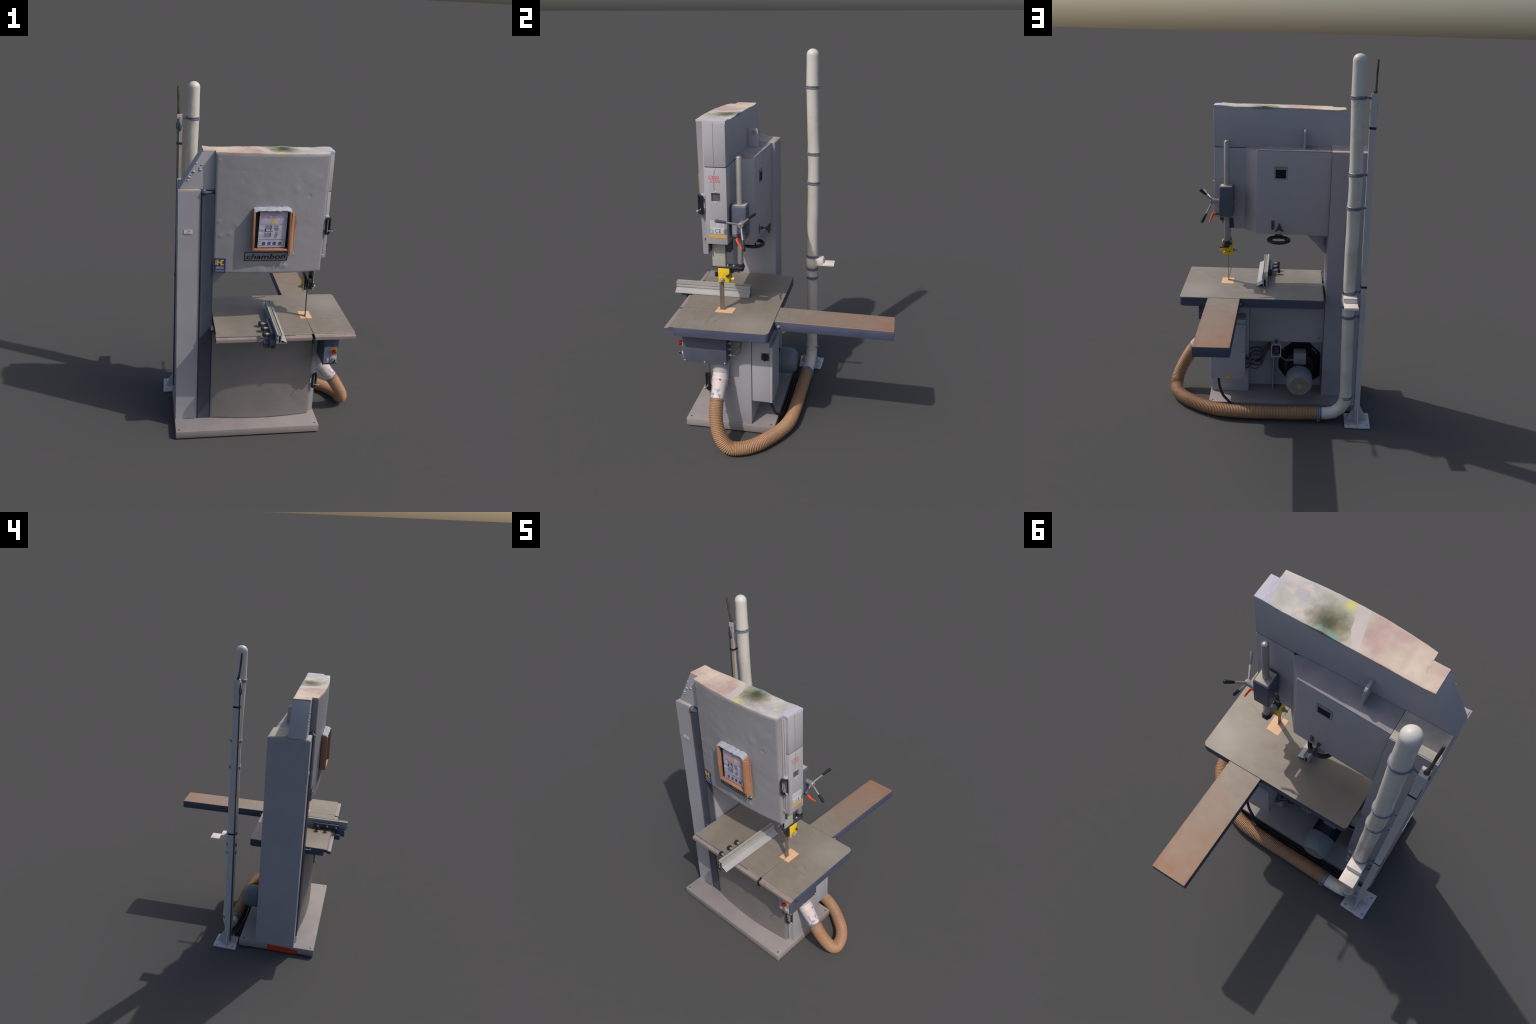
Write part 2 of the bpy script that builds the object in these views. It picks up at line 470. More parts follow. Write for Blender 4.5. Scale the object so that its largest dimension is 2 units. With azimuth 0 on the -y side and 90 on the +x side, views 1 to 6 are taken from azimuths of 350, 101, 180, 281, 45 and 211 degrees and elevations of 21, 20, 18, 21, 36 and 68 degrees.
pts = [(-0.181, 0.049), (-0.188, 0.036), (-0.184, 0.02), (-0.19, 0.008), (-0.385, 0.004), (-0.388, 0.02), (-0.386, 0.036), (-0.33, 0.042), (-0.25, 0.046)]
prism(bm, pts, 0, -0.5312, -0.5288)
part('red_tape', bm, M['tape'], base)

# ---- column ---------------------------------------------------------------
def lean(z):            # front of the column and doors leans out slightly with height
    return -0.356 - 0.0105 * (z - 0.05)
bm = new()
nzv = 40
outl = lambda z: [(-0.5235 + 0.003 * z, lean(z) - 0.003), (-0.398, lean(z) + 0.001), (-0.398, -0.33), (-0.318, -0.33), (-0.318, lerp(-0.101, -0.1165, z / 1.49)), (lerp(-0.5225, -0.5125, z / 1.49), lerp(-0.101, -0.1165, z / 1.49))]
rings = []
for i in range(nzv + 1):
    z = lerp(0.0515, 1.488, i / nzv)
    ring = []
    for k, (x, y) in enumerate(outl(z)):
        j = 0.0016 * nz((x, y, z * 1.0), 14, 3) if k < 2 else 0
        ring.append(bm.verts.new((x + j, y + j, z)))
    rings.append(ring)
for A, B in zip(rings, rings[1:]):
    for k in range(6):
        bm.faces.new([A[k], A[(k + 1) % 6], B[(k + 1) % 6], B[k]])
bm.faces.new(rings[0]); bm.faces.new(rings[-1])
bmesh.ops.bevel(bm, geom=[e for e in bm.edges if abs(e.verts[0].co.z - e.verts[1].co.z) > 0.01 and len(e.link_faces) == 2 and e.calc_face_angle(0) > 0.5], offset=0.0035, segments=2, affect='EDGES')
column = part('column', bm, M['column'])

bm = new()
prism(bm, [(-0.121, 1.4875), (-0.1205, 1.4905), (-0.15, 1.4925), (-0.19, 1.496), (-0.22, 1.502), (-0.2355, 1.512), (-0.2355, 1.4875)], 0, -0.508, -0.318, 0.0005, 1)
part('column_ledge', bm, M['ledge'], column)
bm = new()
prism(bm, [(-0.512, -0.368), (-0.404, -0.367), (-0.404, -0.347), (-0.512, -0.347)], 2, 1.4885, 1.4915, 0.0008)
part('column_ledge', bm, M['ledge'], column)
bm = new()
yf = lambda u, v, h: (u, lean(v) - 0.0035 - h, v)
patch(bm, yf, -0.487, -0.440, 1.249, 1.273, 0.0012)
lab = part('number_label', bm, M['white'], column)
bm = new()
lettering(bm, '29', yf, -0.474, -0.454, 1.253, 1.269, 0.0016)
part('number_lettering', bm, M['greyink'], column)

# dark hinge channel beside the doors
bm = new()
for (z0, z1) in ((0.053, 1.474),):
    A = []
    for z in (z0, z1):
        f = lean(z)
        A.append([(-0.3965, f - 0.003, z), (-0.390, f - 0.008, z), (-0.384, f - 0.006, z), (-0.378, f - 0.005, z), (-0.330, f - 0.007, z), (-0.3225, f - 0.009, z), (-0.3225, f + 0.028, z), (-0.3965, f + 0.028, z)])
    a = [bm.verts.new(p) for p in A[0]]; b = [bm.verts.new(p) for p in A[1]]
    bm.faces.new(a[::-1]); bm.faces.new(b)
    for k in range(8):
        bm.faces.new([a[k], a[(k + 1) % 8], b[(k + 1) % 8], b[k]])
hinge = part('hinge_channel', bm, M['hinge'])
bm = new()
turned(bm, (-0.383, -0.369, 1.478), (-0.383, -0.369, 1.502), [(0, 0.006), (0.2, 0.012), (0.5, 0.013), (0.75, 0.008), (1, 0.004)], 16)
prism(bm, [(-0.398, -0.372), (-0.392, -0.384), (-0.374, -0.386), (-0.345, -0.372), (-0.326, -0.366), (-0.33, -0.352), (-0.397, -0.352)], 2, 1.478, 1.486, 0.001)
part('door_hinge', bm, M['boxnavy'], hinge)

# ---- lower cabinet --------------------------------------------------------
bm = new()
prism(bm, [(-0.318, -0.338), (0.328, -0.338), (0.328, -0.12), (0.113, -0.12), (0.113, -0.213), (-0.318, -0.213)], 2, 0.0525, 0.643, 0.002)
cab = part('machine_cabinet', bm, M['paint'])
bm = new()
box(bm, -0.317, 0.112, -0.212, -0.131, 0.376, 0.642, 0.002)
part('apron_panel', bm, M['paint'], cab)
bm = new()
turned(bm, (-0.29, -0.132, 0.405), (-0.29, -0.126, 0.405), [(0, 0.006), (0.8, 0.006), (1, 0.003)], 10)
part('apron_bolt', bm, M['galv'], cab)

def bow(x, a, m, b, x0=-0.322, x1=0.290):
    """Front of a bowed door: y at left, middle and right."""
    t = (x - x0) / (x1 - x0)
    return a * (1 - t) + b * t + (m - (a + b) / 2) * 4 * t * (1 - t)

def bowed_door(name, x0, x1, z0, z1, front, back, dents, seed):
    bm = new()
    nx, nzz = 100, 110
    F = []
    for i in range(nx + 1):
        x = lerp(x0, x1, i / nx)
        col = []
        for j in range(nzz + 1):
            z = lerp(z0, z1, j / nzz)
            y = front(x, z)
            e = min(i, nx - i, j, nzz - j)
            k = min(1, e / 3)
            d = 0.0011 * nz((x, 0, z), 7, seed) + 0.0007 * nz((x, 0, z), 21, seed + 2)
            hump = nz((x, 0, z), 38, seed + 5)
            d += 0.0022 * max(0, hump - 0.42) * dents
            for (cx, cz, r, h) in DENTS.get(name, ()):
                q = ((x - cx) ** 2 + (z - cz) ** 2) / (r * r)
                d += h * math.exp(-q)
            col.append(bm.verts.new((x, y - d * k + (0.003 if e == 0 else 0.0), z)))
        F.append(col)
    for i in range(nx):
        for j in range(nzz):
            bm.faces.new([F[i][j], F[i + 1][j], F[i + 1][j + 1], F[i][j + 1]])
    rim = [F[i][0] for i in range(nx + 1)] + [F[nx][j] for j in range(1, nzz + 1)] + [F[i][nzz] for i in range(nx - 1, -1, -1)] + [F[0][j] for j in range(nzz - 1, 0, -1)]
    def shift(v):
        dx = 0.002 if v.co.x < x0 + 1e-6 else (-0.002 if v.co.x > x1 - 1e-6 else 0)
        return dx
    B = [bm.verts.new((v.co.x, back, v.co.z)) for v in rim]
    n = len(rim)
    for k in range(n):
        bm.faces.new([rim[k], B[k], B[(k + 1) % n], rim[(k + 1) % n]])
    bm.faces.new(B)
    return bm

DENTS = {
    'upper_door': [(0.19, 1.47, 0.007, -0.004), (0.15, 1.545, 0.004, -0.003), (0.115, 1.505, 0.02, 0.002), (0.21, 1.545, 0.03, 0.0018),
                   (0.235, 1.57, 0.02, 0.002), (0.17, 1.60, 0.03, 0.0014), (-0.2, 1.30, 0.008, 0.0025), (-0.30, 1.32, 0.009, 0.002),
                   (0.05, 1.075, 0.02, 0.003), (0.03, 1.06, 0.008, -0.003), (0.075, 1.062, 0.012, 0.0035), (-0.08, 1.06, 0.03, 0.002),
                   (-0.03, 1.055, 0.012, -0.002), (-0.29, 1.24, 0.012, 0.002), (-0.24, 1.25, 0.009, 0.002), (-0.31, 1.66, 0.008, 0.003)],
    'lower_door': [(0.2, 0.2, 0.02, 0.001)],
}
lower_front = lambda x, z: bow(x, lean(z) - 0.007, lean(z) - 0.036, lean(z) - 0.012)
bm = bowed_door('lower_door', -0.319, 0.291, 0.054, 0.642, lower_front, -0.3395, 0.0, 2.0)
ldoor = part('cabinet_door', bm, M['lowdoor'])
bm = new(); box(bm, 0.292, 0.305, -0.352, -0.3385, 0.06, 0.64, 0.001)
part('door_edge_strip', bm, M['paint'], ldoor)

def loop_handle(zc, cx, cy, parent):
    """Black D-shaped pull standing diagonally off the corner."""
    bm = new()
    u = V((1, 0.9, 0)).normalized(); w = V((0, 0, 1)); c = V((cx, cy, zc))
    H, W, r = 0.05, 0.021, 0.012
    pts = []
    for sx, sz, a0 in ((1, 1, 0), (-1, 1, 90), (-1, -1, 180), (1, -1, 270)):
        for k in range(5):
            a = math.radians(a0 + 90 * k / 4)
            pts.append((sx * (W - r) + r * math.cos(a), sz * (H - r) + r * math.sin(a)))
    n = u.cross(w)
    prev = None; first = None
    for (a, b) in pts:
        ii = (a * (1 - 0.009 / W * 1.0), b * (1 - 0.0085 / H))
        ring = []
        for q, d in (((a, b), -0.006), ((a, b), 0.006), (ii, 0.006), (ii, -0.006)):
            ring.append(bm.verts.new(c + u * q[0] + w * q[1] + n * d))
        if prev:
            for k in range(4):
                bm.faces.new([prev[k], prev[(k + 1) % 4], ring[(k + 1) % 4], ring[k]])
        else:
            first = ring
        prev = ring
    for k in range(4):
        bm.faces.new([prev[k], prev[(k + 1) % 4], first[(k + 1) % 4], first[k]])
    bmesh.ops.bevel(bm, geom=[e for e in bm.edges if e.calc_face_angle(0) > 0.9], offset=0.0015, segments=2, affect='EDGES')
    h = part('door_handle', bm, M['black'], parent)
    bm = new()
    s = c - w * 0.028
    rod(bm, s - n * 0.0 + V((-0.012, 0.02, 0)), s + V((0.0, -0.004, 0)), 0.007, 12)
    turned(bm, s + V((0.004, -0.004, 0)), s + V((0.03, -0.012, 0)), [(0, 0.0035), (0.6, 0.0035), (0.62, 0.0065), (0.9, 0.0065), (1, 0.004)], 14)
    part('handle_latch', bm, M['steel'], parent)
loop_handle(0.288, 0.318, -0.366, ldoor)

# ---- upper housing --------------------------------------------------------
bm = new()
prism(bm, [(-0.513, 1.4905), (-0.3925, 1.6945), (0.324, 1.6945), (0.3235, 1.4835), (-0.3165, 1.4835), (-0.3165, 1.4905)], 1, -0.346, -0.2365, 0.0025)
housing = part('wheel_housing', bm, M['paint'])
bm = new()
prism(bm, [(-0.317, 1.024), (0.211, 1.024), (0.212, 1.088), (0.3225, 1.088), (0.3225, 1.4805), (-0.317, 1.4805)], 1, -0.3445, -0.2355, 0.0025)
# observation window in the right end: cut a recess
low = part('housing_panel', bm, M['paint'], housing)
bm = new(); box(bm, 0.314, 0.34, -0.3135, -0.2685, 1.311, 1.353)
cut = part('cutter', bm, M['near_black'])
mod = low.modifiers.new('cut', 'BOOLEAN'); mod.operation = 'DIFFERENCE'; mod.object = cut; mod.solver = 'EXACT'
# cutter's own frame is world aligned; parent chain is plain translation
bpy.context.view_layer.update()
dg = bpy.context.evaluated_depsgraph_get()
me = bpy.data.meshes.new_from_object(low.evaluated_get(dg))
low.modifiers.clear(); low.data = me
bpy.data.objects.remove(cut)
shade(me, 35)
bm = new(); box(bm, 0.3145, 0.3155, -0.313, -0.269, 1.3115, 1.3525)
part('sight_window', bm, painted('dusty_window', srgb(92, 92, 98), 0.15, 0.3, scale=30), housing)
bm = new()
for z in (1.360, 1.303):
    turned(bm, (0.3225, -0.291, z), (0.3255, -0.291, z), [(0, 0.0035), (0.7, 0.0035), (1, 0.002)], 10)
part('window_screw', bm, M['white'], housing)
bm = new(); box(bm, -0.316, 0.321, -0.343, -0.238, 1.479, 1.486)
part('seam_shadow_strip', bm, M['near_black'], housing)  # dark strip inside the seam, stands for its shadow
bm = new(); prism(bm, [(0.152, -0.236), (0.128, -0.236), (0.146, -0.228)], 2, 1.474, 1.4875)
part('corner_gap_wedge', bm, M['near_black'], housing)  # dark wedge set in the corner to stand for a gap
# vertical bead down the right end
bm = new(); box(bm, 0.3235, 0.3246, -0.2985, -0.2965, 1.49, 1.70)
part('pencil_line', bm, M['greyink'], housing)
# weld beads and bumps on the shoulder
bm = new()
for x, z, r in ((-0.437, 1.587, 0.006), (-0.461, 1.557, 0.006), (-0.468, 1.541, 0.005), (-0.423, 1.634, 0.004), (-0.403, 1.598, 0.006), (-0.405, 1.61, 0.004), (-0.395, 1.625, 0.004), (-0.45, 1.57, 0.003), (-0.442, 1.578, 0.003)):
    blob(bm, (x, -0.346, z), r * 1.35, (1.2, 0.7, 0.8))
part('weld_spatter', bm, M['paint'], housing, stuff=True)

# top skin coloured with the scan's texture fill, follows the outline of housing and door
ud = lambda x, z: bow(x, lerp(-0.3785, -0.3825, (z - 1.02) / 0.68), lerp(-0.400, -0.4075, (z - 1.02) / 0.68), lerp(-0.3755, -0.3905, (z - 1.02) / 0.68))
def top_front(x):
    if x > 0.2885:
        return -0.3475
    if x < -0.324:
        return -0.346
    return ud(x, 1.70) + 0.0005
bm = new()
xs = sorted({round(lerp(-0.389, 0.324, i / 70), 4) for i in range(71)} | {-0.3245, -0.3235, 0.2884, 0.2886})
NV = 22
grid = []
for x in xs:
    f = top_front(x)
    col = []
    for j in range(NV + 1):
        y = lerp(-0.2355, f, j / NV)
        z = 1.7035 + 0.0018 * nz((x, y, 0), 16, 1) + 0.0012 * nz((x, y, 0), 45, 4)
        z += 0.004 * min(1, max(0, (x - 0.2) / 0.1))
        z += 0.005 * math.exp(-((x - 0.055) / 0.035) ** 2) * math.exp(-((y + 0.245) / 0.04) ** 2)
        z -= 0.006 * math.exp(-((x + 0.30) / 0.07) ** 2) * math.exp(-((y + 0.26) / 0.06) ** 2)
        if -0.31 < x < 0.27:
            z -= 0.0045 * math.sin(math.pi * j / NV) * min(1, (x + 0.31) / 0.05, (0.27 - x) / 0.05)
        if j in (0, NV):
            z -= 0.0015
        col.append(bm.verts.new((x, y, z)))
    grid.append(col)
for i in range(len(xs) - 1):
    for j in range(NV):
        bm.faces.new([grid[i][j], grid[i + 1][j], grid[i + 1][j + 1], grid[i][j + 1]])
rim = [g[0] for g in grid] + grid[-1][1:] + [g[-1] for g in grid[-2::-1]] + grid[0][-2:0:-1]
B = [bm.verts.new((v.co.x, v.co.y, 1.693)) for v in rim]
for k in range(len(rim)):
    bm.faces.new([rim[k], B[k], B[(k + 1) % len(rim)], rim[(k + 1) % len(rim)]])
bm.faces.new(B)
part('housing_lid', bm, M['top'], housing, origin=(0, 0, 0))

# ---- upper door -----------------------------------------------------------
bm = bowed_door('upper_door', -0.322, 0.289, 1.02, 1.6965, ud, -0.3475, 1.0, 9.0)
udoor = part('wheel_door', bm, M['door'])
bm = new(); box(bm, 0.2895, 0.298, -0.357, -0.3455, 1.09, 1.69, 0.001)
box(bm, 0.300, 0.306, -0.352, -0.3455, 1.09, 1.69, 0.001)
part('door_edge_strip', bm, M['paint'], udoor)
bm = new(); box(bm, 0.2885, 0.296, -0.366, -0.35, 1.098, 1.122, 0.001)
turned(bm, (0.296, -0.358, 1.11), (0.306, -0.36, 1.11), [(0, 0.005), (0.5, 0.005), (1, 0.003)], 10)
part('door_catch', bm, M['steel'], udoor)
loop_handle(1.289, 0.313, -0.372, udoor)
bm = new(); box(bm, 0.295, 0.32, -0.368, -0.345, 1.318, 1.345, 0.004)
part('handle_mount', bm, M['dustwhite'], udoor)

dm = lambda u, v, h: (u, ud(u, v) - 0.0012 - h, v)
bm = new()
outline(bm, dm, -0.154, 0.088, 1.097, 1.150, 0.004, 0.0012)
outline(bm, dm, -0.154, -0.1485, 1.10, 1.118, 0.002, 0.0013)
part('nameplate_border', bm, M['ink'], udoor)
bm = new()
lettering(bm, 'chambon', dm, -0.142, 0.076, 1.107, 1.138, 0.0014, shear=0.25, bold=0.012)
part('nameplate_lettering', bm, M['ink'], udoor)
bm = new(); patch(bm, dm, -0.3195, -0.256, 1.022, 1.108, 0.0012, nu=4)
badge = part('maker_badge', bm, M['blue'], udoor)
bm = new()
patch(bm, dm, -0.306, -0.296, 1.068, 1.100, 0.0018); patch(bm, dm, -0.284, -0.274, 1.068, 1.100, 0.0018)
patch(bm, dm, -0.296, -0.284, 1.080, 1.088, 0.0018); patch(bm, dm, -0.274, -0.266, 1.068, 1.0745, 0.0018); patch(bm, dm, -0.274, -0.266, 1.0935, 1.100, 0.0018)
patch(bm, dm, -0.312, -0.309, 1.07, 1.098, 0.0018)
patch(bm, dm, -0.310, -0.265, 1.045, 1.0465, 0.0018)
part('badge_symbol', bm, M['gold'], udoor)
bm = new()
lettering(bm, 'HACO', dm, -0.308, -0.267, 1.0495, 1.060, 0.0018, bold=0.02)
lettering(bm, 'chambon', dm, -0.311, -0.264, 1.030, 1.040, 0.0018, shear=0.2)
part('badge_lettering', bm, M['white'], udoor)

# ---- document holder on the door -----------------------------------------
bm = new(); box(bm, -0.109, 0.079, -0.414, -0.398, 1.178, 1.394, 0.001)
holder = part('document_holder', bm, M['near_black'])
bm = new()
box(bm, -0.121, -0.1085, -0.4365, -0.397, 1.168, 1.397, 0.003)
part('frame_bar', bm, M['copper'], holder)
bm = new(); box(bm, 0.0785, 0.091, -0.4405, -0.394, 1.168, 1.395, 0.003)
part('frame_bar', bm, M['copper'], holder)
bm = new(); box(bm, -0.1085, 0.0785, -0.4375, -0.396, 1.1685, 1.180, 0.003)
part('frame_bar', bm, M['copper'], holder)
bm = new()
nx = 40
prev = None
for i in range(nx + 1):
    x = lerp(-0.116, 0.088, i / nx)
    ring = []
    for (y, z) in ((-0.397, 1.394), (-0.431, 1.393), (-0.436, 1.400), (-0.425, 1.409), (-0.40, 1.413)):
        k = 0.0035 * nz((x, y, z), 60, 2)
        e = 0.006 * (1 - math.sin(math.pi * i / nx)) ** 3
        ring.append(bm.verts.new((x, y + k, z + k - e)))
    if prev:
        for k in range(5):
            bm.faces.new([prev[k], prev[(k + 1) % 5], ring[(k + 1) % 5], ring[k]])
    else:
        bm.faces.new(ring)
    prev = ring
bm.faces.new(prev[::-1])
part('dusty_ledge', bm, M['dustwhite'], holder)
# paper: slightly skewed, gently crumpled
px = lambda v: (v - 1.183) / 0.207
def pm(u, v, h):
    # u, v in 0..1 over the sheet
    x = lerp(lerp(-0.089, 0.064, u), lerp(-0.083, 0.069, u), v)
    z = lerp(1.185, 1.391, v)
    crease = 0.0016 * nz((u * 3, v * 4, 0), 1.6, 8) + 0.0015 * math.exp(-((u - 0.1) / 0.1) ** 2 - ((v - 0.45) / 0.14) ** 2) * math.sin(v * 40)
    return (x, -0.4185 - 0.003 * v - crease - h, z)
bm = new(); patch(bm, pm, 0, 1, 0, 1, 0.0, 0.002, 30, 40)
part('instruction_sheet', bm, M['paper'], holder)
bm = new()
outline(bm, pm, 0.05, 0.965, 0.655, 0.85, 0.006, 0.0006)
for a, b in ((0.06, 0.25), (0.27, 0.33), (0.36, 0.52), (0.55, 0.70)):
    patch(bm, pm, a, b, 0.962, 0.975, 0.0006, nu=3)
for a, b in ((0.07, 0.2), (0.24, 0.42), (0.45, 0.52), (0.55, 0.63)):
    patch(bm, pm, a, b, 0.820, 0.832, 0.0006, nu=3)
patch(bm, pm, 0.3, 0.5, 0.015, 0.025, 0.0006)
part('sheet_red_print', bm, M['redink'], holder)
bm = new()
patch(bm, pm, 0.04, 0.97, 0.925, 0.933, 0.0006, nu=6)
patch(bm, pm, 0.38, 0.6, 0.895, 0.905, 0.0006, nu=4)
for (a, b, c, d) in ((0.22, 0.44, 0.53, 0.63), (0.2, 0.42, 0.29, 0.42), (0.55, 0.7, 0.57, 0.63), (0.56, 0.7, 0.47, 0.53), (0.6, 0.69, 0.36, 0.44), (0.58, 0.68, 0.28, 0.35)):
    patch(bm, pm, a, b, c, d, 0.0005, nu=3, nv=3)
part('sheet_diagram', bm, painted('pale_print', srgb(140, 138, 158), 0.08, 0.5), holder)
bm = new()
for (a, b, c, d) in ((0.22, 0.26, 0.46, 0.52), (0.24, 0.52, 0.445, 0.455), (0.41, 0.44, 0.3, 0.42), (0.42, 0.45, 0.48, 0.62), (0.56, 0.72, 0.53, 0.54), (0.58, 0.7, 0.35, 0.36), (0.22, 0.4, 0.525, 0.53)):
    patch(bm, pm, a, b, c, d, 0.0008, nu=3, nv=3)
outline(bm, pm, 0.02, 0.95, 0.045, 0.225, 0.006, 0.0006)
part('sheet_black_print', bm, M['ink'], holder)
bm = new()
vs = [bm.verts.new(pm(u, v, 0.0008)) for u, v in ((0.40, 0.675), (0.58, 0.675), (0.49, 0.79))]
bm.faces.new(vs)
part('warning_triangle', bm, M['gold'], holder)
bm = new()
asp = 0.153 / 0.206
for u in (0.22, 0.41, 0.60, 0.80):
    f = lambda a, b, h, u=u: pm(u + a / 0.153, 0.115 + b / 0.206, h)
    disc(bm, f, 0, 0, 0.0095, 0.0009, 0.0052, 20)
    patch(bm, f, -0.002, 0.003, -0.004, 0.003, 0.0009)
part('duty_symbol', bm, M['blue'], holder)
# leather-coloured folder tucked beside the frame
def slab(bm, q, t):
    q = [V(p) for p in q]
    n = (q[1] - q[0]).cross(q[2] - q[0]).normalized() * t
    a = [bm.verts.new(p) for p in q]; b = [bm.verts.new(p + n) for p in q]
    m_ = len(q)
    bm.faces.new(a); bm.faces.new(b[::-1])
    for k in range(m_):
        bm.faces.new([a[k], b[k], b[(k + 1) % m_], a[(k + 1) % m_]])
bm = new()
slab(bm, [(0.096, -0.438, 1.388), (0.106, -0.424, 1.386), (0.115, -0.411, 1.376), (0.1165, -0.409, 1.26), (0.118, -0.406, 1.142), (0.106, -0.416, 1.156), (0.096, -0.425, 1.138), (0.090, -0.431, 1.137), (0.093, -0.434, 1.25)], 0.006)
slab(bm, [(0.0915, -0.444, 1.392), (0.098, -0.434, 1.388), (0.099, -0.433, 1.32), (0.094, -0.44, 1.27), (0.095, -0.437, 1.19), (0.088, -0.437, 1.142), (0.0885, -0.440, 1.25)], 0.004)
slab(bm, [(0.113, -0.418, 1.384), (0.118, -0.412, 1.376), (0.121, -0.414, 1.32), (0.118, -0.41, 1.28), (0.12, -0.408, 1.2), (0.1175, -0.408, 1.16), (0.112, -0.415, 1.25)], 0.004)
bmesh.ops.bevel(bm, geom=bm.edges[:], offset=0.001, segments=1, affect='EDGES')
part('leather_pouch', bm, M['copper'], holder)
bm = new(); turned(bm, (0.108, -0.425, 1.37), (0.110, -0.4285, 1.37), [(0, 0.003), (1, 0.002)], 10)
turned(bm, (0.112, -0.418, 1.147), (0.1155, -0.4205, 1.147), [(0, 0.0055), (1, 0.004)], 12)
part('pouch_rivet', bm, M['dustwhite'], holder)

holder.location.y -= 0.006

# ---- rear cover -----------------------------------------------------------
bm = new()
prism(bm, [(0.1535, -0.2355), (0.084, -0.1465), (-0.3175, -0.133), (-0.3175, -0.2355)], 2, 1.0225, 1.486, 0.003)
cover = part('wheel_cover', bm, M['paint'])
bm = new()
xs = [lerp(-0.316, 0.15, i / 40) for i in range(41)]
G = []
for x in xs:
    yb = -0.2355
    yr = lerp(-0.133, -0.1465, (x + 0.3135) / 0.398) if x < 0.084 else lerp(-0.1465, -0.2345, (x - 0.084) / 0.0695)
    G.append([bm.verts.new((x, lerp(yb, yr, j / 10), 1.4868 + 0.004 * (0.15 - x) / 0.46 + 0.013 * (1 - j / 10) ** 2 * min(1, max(0, (0.13 - x) / 0.1)) + (0.0014 * nz((x, j * .01, 0), 30, 6) if 0 < j < 10 else 0))) for j in range(11)])
for i in range(40):
    for j in range(10):
        bm.faces.new([G[i][j], G[i + 1][j], G[i + 1][j + 1], G[i][j + 1]])
rim = [g[0] for g in G] + G[-1][1:] + [g[-1] for g in G[-2::-1]] + G[0][-2:0:-1]
B = [bm.verts.new((v.co.x, v.co.y, 1.484)) for v in rim]
for k in range(len(rim)):
    bm.faces.new([rim[k], B[k], B[(k + 1) % len(rim)], rim[(k + 1) % len(rim)]])
bm.faces.new(B)
part('cover_lid', bm, M['ledge2'], cover)
# flashing over the column top, left of the cover
# lifting lug
bm = new()
prism(bm, [(-0.236, 1.487), (-0.236, 1.594), (-0.188, 1.594), (-0.180, 1.586), (-0.176, 1.487)], 0, -0.176, -0.164, 0.0015)
lug = part('lifting_lug', bm, M['paint'], cover)
bm = new(); turned(bm, (-0.1645, -0.205, 1.57), (-0.1632, -0.205, 1.57), [(0, 0.014), (1, 0.0135)], 20)
part('lug_hole_disc', bm, M['ledge2'], cover)  # flat disc on the lug face, no hole is cut
yb_at = lambda x: lerp(-0.133, -0.1465, (x + 0.3135) / 0.398)
cm = lambda u, v, h: (u, yb_at(u) + h, v)
bm = new()
outline(bm, cm, -0.0805, -0.0105, 1.331, 1.402, 0.007, 0.003, nu=2)
patch(bm, cm, -0.075, -0.016, 1.385, 1.398, 0.003)
part('window_frame', bm, M['ledge2'], cover)
bm = new(); patch(bm, cm, -0.0735, -0.0175, 1.338, 1.386, 0.0015)
part('cover_window', bm, M['near_black'], cover)
bm = new(); turned(bm, cm(-0.046, 1.393, 0.002), cm(-0.046, 1.393, 0.006), [(0, 0.004), (1, 0.002)], 10)
part('window_screw', bm, M['steel'], cover)
# tension star knob and label
bm = new()
turned(bm, (-0.045, yb_at(-0.045), 1.07), (-0.045, -0.088, 1.07), [(0, 0.008), (0.2, 0.008), (0.22, 0.004), (0.55, 0.004), (0.57, 0.011), (1, 0.009)], 14)
for a in (90, 215, 325):
    ca, sa = math.cos(math.radians(a)), math.sin(math.radians(a))
    tube(bm, [(-0.045 + 0.002 * ca, -0.096, 1.07 + 0.002 * sa), (-0.045 + 0.014 * ca, -0.095, 1.07 + 0.014 * sa), (-0.045 + 0.027 * ca, -0.091, 1.07 + 0.027 * sa)], lambda t: lerp(0.009, 0.005, t), 10)
part('star_knob', bm, M['darkmetal'], cover)
bm = new(); patch(bm, cm, -0.018, 0.0, 1.048, 1.102, 0.0015)
part('direction_label', bm, M['boxnavy'], cover)
bm = new()
patch(bm, cm, -0.0105, -0.0075, 1.055, 1.096, 0.002); patch(bm, cm, -0.016, -0.002, 1.073, 1.076, 0.002)
part('direction_mark', bm, M['ink'], cover)
# handwheel
bm = new()
C = V((-0.043, -0.186, 0.977))
n = 48
R0, r0 = 0.057, 0.0105
ring_pts = [C + V((R0 * math.cos(2 * math.pi * k / n), R0 * math.sin(2 * math.pi * k / n), 0)) for k in range(n)]
rings = []
for k, p in enumerate(ring_pts):
    d = (p - C).normalized()
    rings.append([bm.verts.new(p + d * (r0 * math.cos(2 * math.pi * j / 12)) + V((0, 0, 1)) * (r0 * 0.9 * math.sin(2 * math.pi * j / 12))) for j in range(12)])
for k in range(n):
    A, B = rings[k], rings[(k + 1) % n]
    for j in range(12):
        bm.faces.new([A[j], A[(j + 1) % 12], B[(j + 1) % 12], B[j]])
wheel = part('tension_handwheel', bm, M['black'])
bm = new()
for a in (30, 150, 270):
    p = V((math.cos(math.radians(a)), math.sin(math.radians(a)), 0))
    tube(bm, [C + p * 0.008 + V((0, 0, 0.036)), C + p * 0.03 + V((0, 0, 0.024)), C + p * 0.053], 0.0045, 8)
rod(bm, C + V((0, 0, 0.03)), C + V((0, 0, 0.06)), 0.012, 16)
part('added_handwheel_spoke', bm, M['black'], wheel)  # spokes and hub are unseen, added to carry the ring
